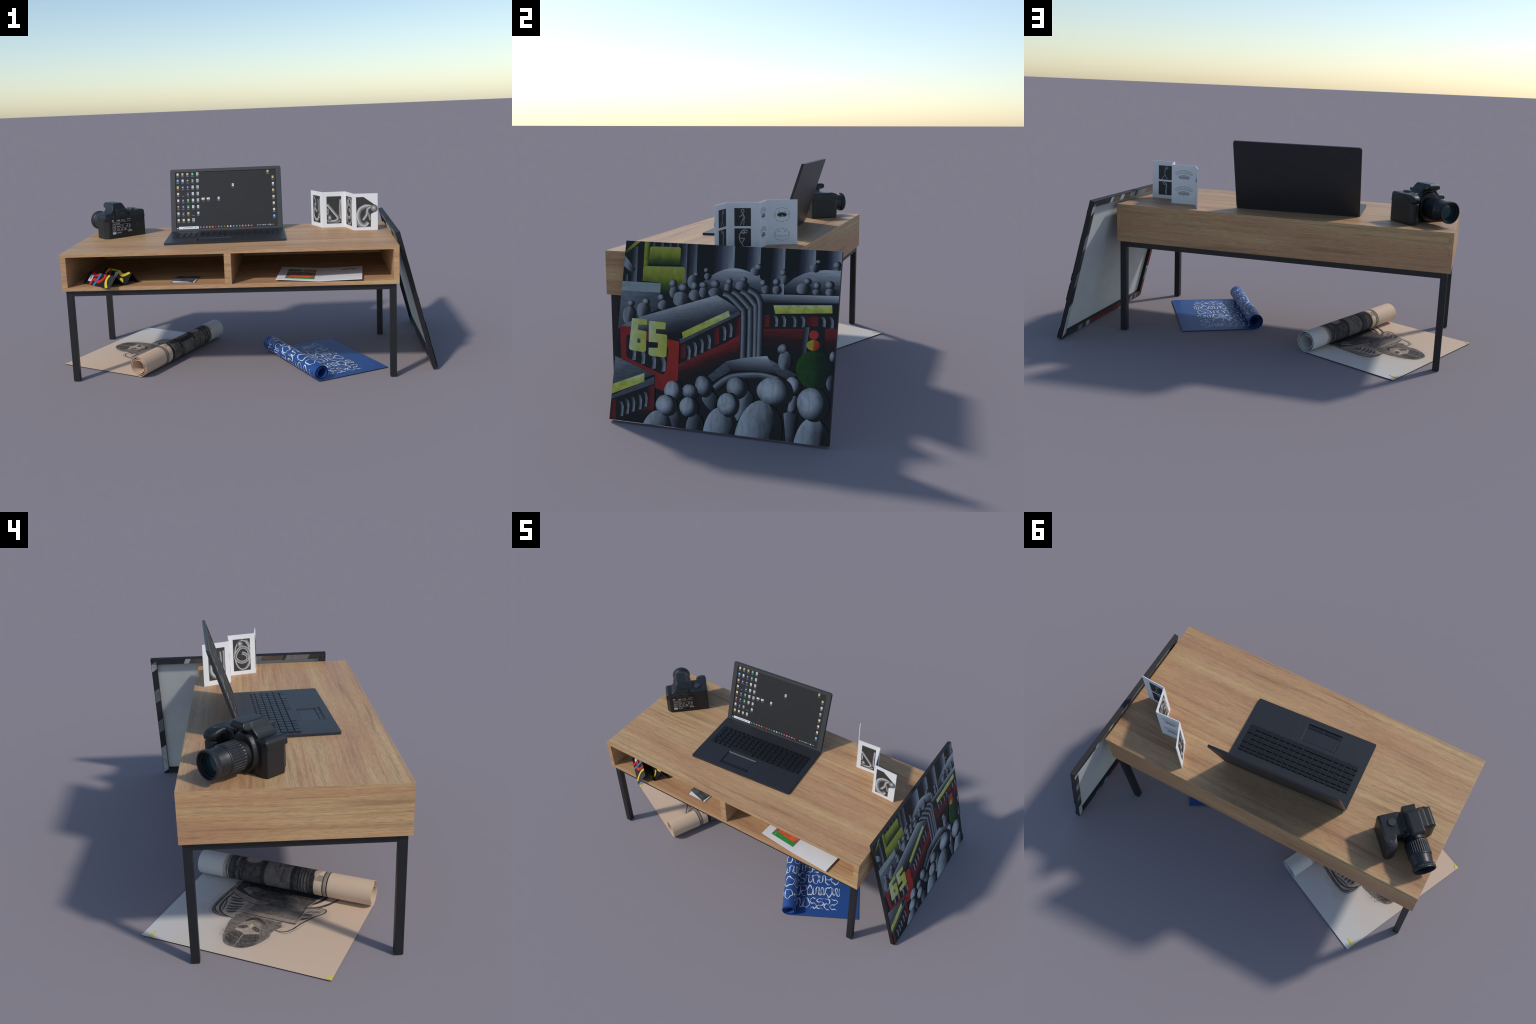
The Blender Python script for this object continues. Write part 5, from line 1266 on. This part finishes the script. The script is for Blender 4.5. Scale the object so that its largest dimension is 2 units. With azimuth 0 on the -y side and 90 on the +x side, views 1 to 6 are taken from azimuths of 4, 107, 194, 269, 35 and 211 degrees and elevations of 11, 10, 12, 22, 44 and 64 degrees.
leaf("booklet_page", book, CARD, [(-0.332, -0.4335, z + 0.002), (-0.2165, -0.4345, z + 0.0015), (-0.211, -0.306, z + 0.002), (-0.33, -0.304, z + 0.002)], 0.0008)
leaf("booklet_page", book, CARD, [(-0.330, -0.430, z + 0.0045), (-0.219, -0.433, z + 0.003), (-0.211, -0.306, z + 0.004), (-0.33, -0.304, z + 0.004)], 0.0008)
_, cov = leaf("booklet_cover", book, GREYC, [(-0.338, -0.408, z + 0.0075), (-0.228, -0.437, z + 0.0035), (-0.206, -0.308, z + 0.0045), (-0.327, -0.300, z + 0.0055)])
tb = Build(); tb.ribbon(cov, [(0.055, 0.075), (0.062, 0.082), (0.068, 0.078)], 0.003, LINEW, 0.0003); tb.ribbon(cov, [(0.060, 0.070), (0.069, 0.071)], 0.002, LINEW, 0.0003)
tb.object("cover_mark", book)

# open white brochure with a bright printed picture
bro = thing("open_brochure", (0.40, -0.33, ZF), "open white brochure with a colourful picture", "brochure")
PAGE = plain("white_brochure_paper", (0.78, 0.78, 0.79), 0.6, 0.02, 12)
lf, cf, rf = Vector((0.190, -0.455, ZF + 0.0130)), Vector((0.4035, -0.4735, ZF + 0.0042)), Vector((0.613, -0.492, ZF + 0.0140))
bk = Vector((0.0232, 0.296, 0))
_, pl = leaf("brochure_page", bro, PAGE, [lf, cf, cf + bk, lf + bk], 0.003)
_, prr = leaf("brochure_page", bro, PAGE, [cf, rf, rf + bk, cf + bk], 0.003)
BC = {k: plain("brochure_" + k, c, 0.6, 0.25, 60) for k, c in dict(green=(0.03, 0.30, 0.05), red=(0.45, 0.05, 0.04), orange=(0.75, 0.13, 0.04), brown=(0.27, 0.12, 0.10), ochre=(0.45, 0.32, 0.10), grey=(0.32, 0.31, 0.28), blue=(0.05, 0.20, 0.55), yellow=(0.70, 0.60, 0.10), white=(0.68, 0.70, 0.72), dark=(0.04, 0.04, 0.05)).items()}
pw, phh = (cf - lf).length, bk.length
pic = Build()
g = lambda x, y: ((0.20 + 0.68 * x) * pw, (0.10 + 0.71 * y) * phh)
def field(pts, c, h):
    pic.poly(pl, [g(*p) for p in pts], BC[c], h)
field([(0, 0), (1, 0), (1, 0.72), (0, 0.72)], "brown", 0.0004)
field([(0, 0.72), (1, 0.72), (1, 0.76), (0, 0.76)], "white", 0.0004)
field([(0, 0.76), (0.48, 0.76), (0.48, 1), (0, 1)], "green", 0.0004); field([(0.52, 0.76), (1, 0.76), (1, 1), (0.52, 1)], "ochre", 0.0004)
field([(0, 0), (1, 0), (1, 0.10), (0.8, 0.16), (0.3, 0.15), (0, 0.13)], "green", 0.0006)
field([(0.12, 0.15), (0.86, 0.13), (0.95, 0.30), (0.80, 0.36), (0.25, 0.36), (0.16, 0.30)], "orange", 0.0007)
rb = random.Random(5)
for i in range(150):
    x, y = rb.uniform(0.03, 0.97), rb.uniform(0.36, 0.70)
    field([(x + a, y + b) for a, b in ellipse(0, 0, rb.uniform(0.012, 0.03), rb.uniform(0.012, 0.03), 8)], rb.choice(("grey", "ochre", "red", "dark", "green", "blue", "brown", "yellow")), 0.0008 + 0.00002 * (i % 7))
for i in range(34):
    x, y = rb.choice((rb.uniform(0.03, 0.45), rb.uniform(0.55, 0.97))), rb.uniform(0.79, 0.97)
    field([(x + a, y + b) for a, b in ellipse(0, 0, 0.025, 0.022, 8)], rb.choice(("red", "dark", "grey", "brown", "orange")), 0.0008 + 0.00002 * (i % 7))
for i in range(26):
    x, y = rb.uniform(0.03, 0.97), rb.uniform(0.02, 0.33)
    field([(x + a, y + b) for a, b in ellipse(0, 0, 0.015, 0.012, 8)], rb.choice(("blue", "red", "white", "brown", "brown")) if y < 0.12 or x < 0.12 or x > 0.85 else "red", 0.0011)
o = pic.object("printed_picture", bro); o["kind"] = "stuff"
bow = Build()
cx, cy = 0.66 * pw, 0.75 * phh
for r, c in ((0.032, "blue"), (0.027, "green"), (0.022, "yellow"), (0.017, "red")):
    bow.ribbon(prr, [(cx + r * math.cos(a), cy + 0.85 * r * math.sin(a)) for a in (math.pi * i / 10 for i in range(11))], 0.0052, BC[c], 0.0005, step=3)
for x in (-0.036, 0.036):
    bow.ribbon(prr, [(cx + x, cy - 0.002), (cx + x, cy + 0.034)], 0.0012, BC["dark"], 0.0005)
bow.object("printed_rainbow", bro)
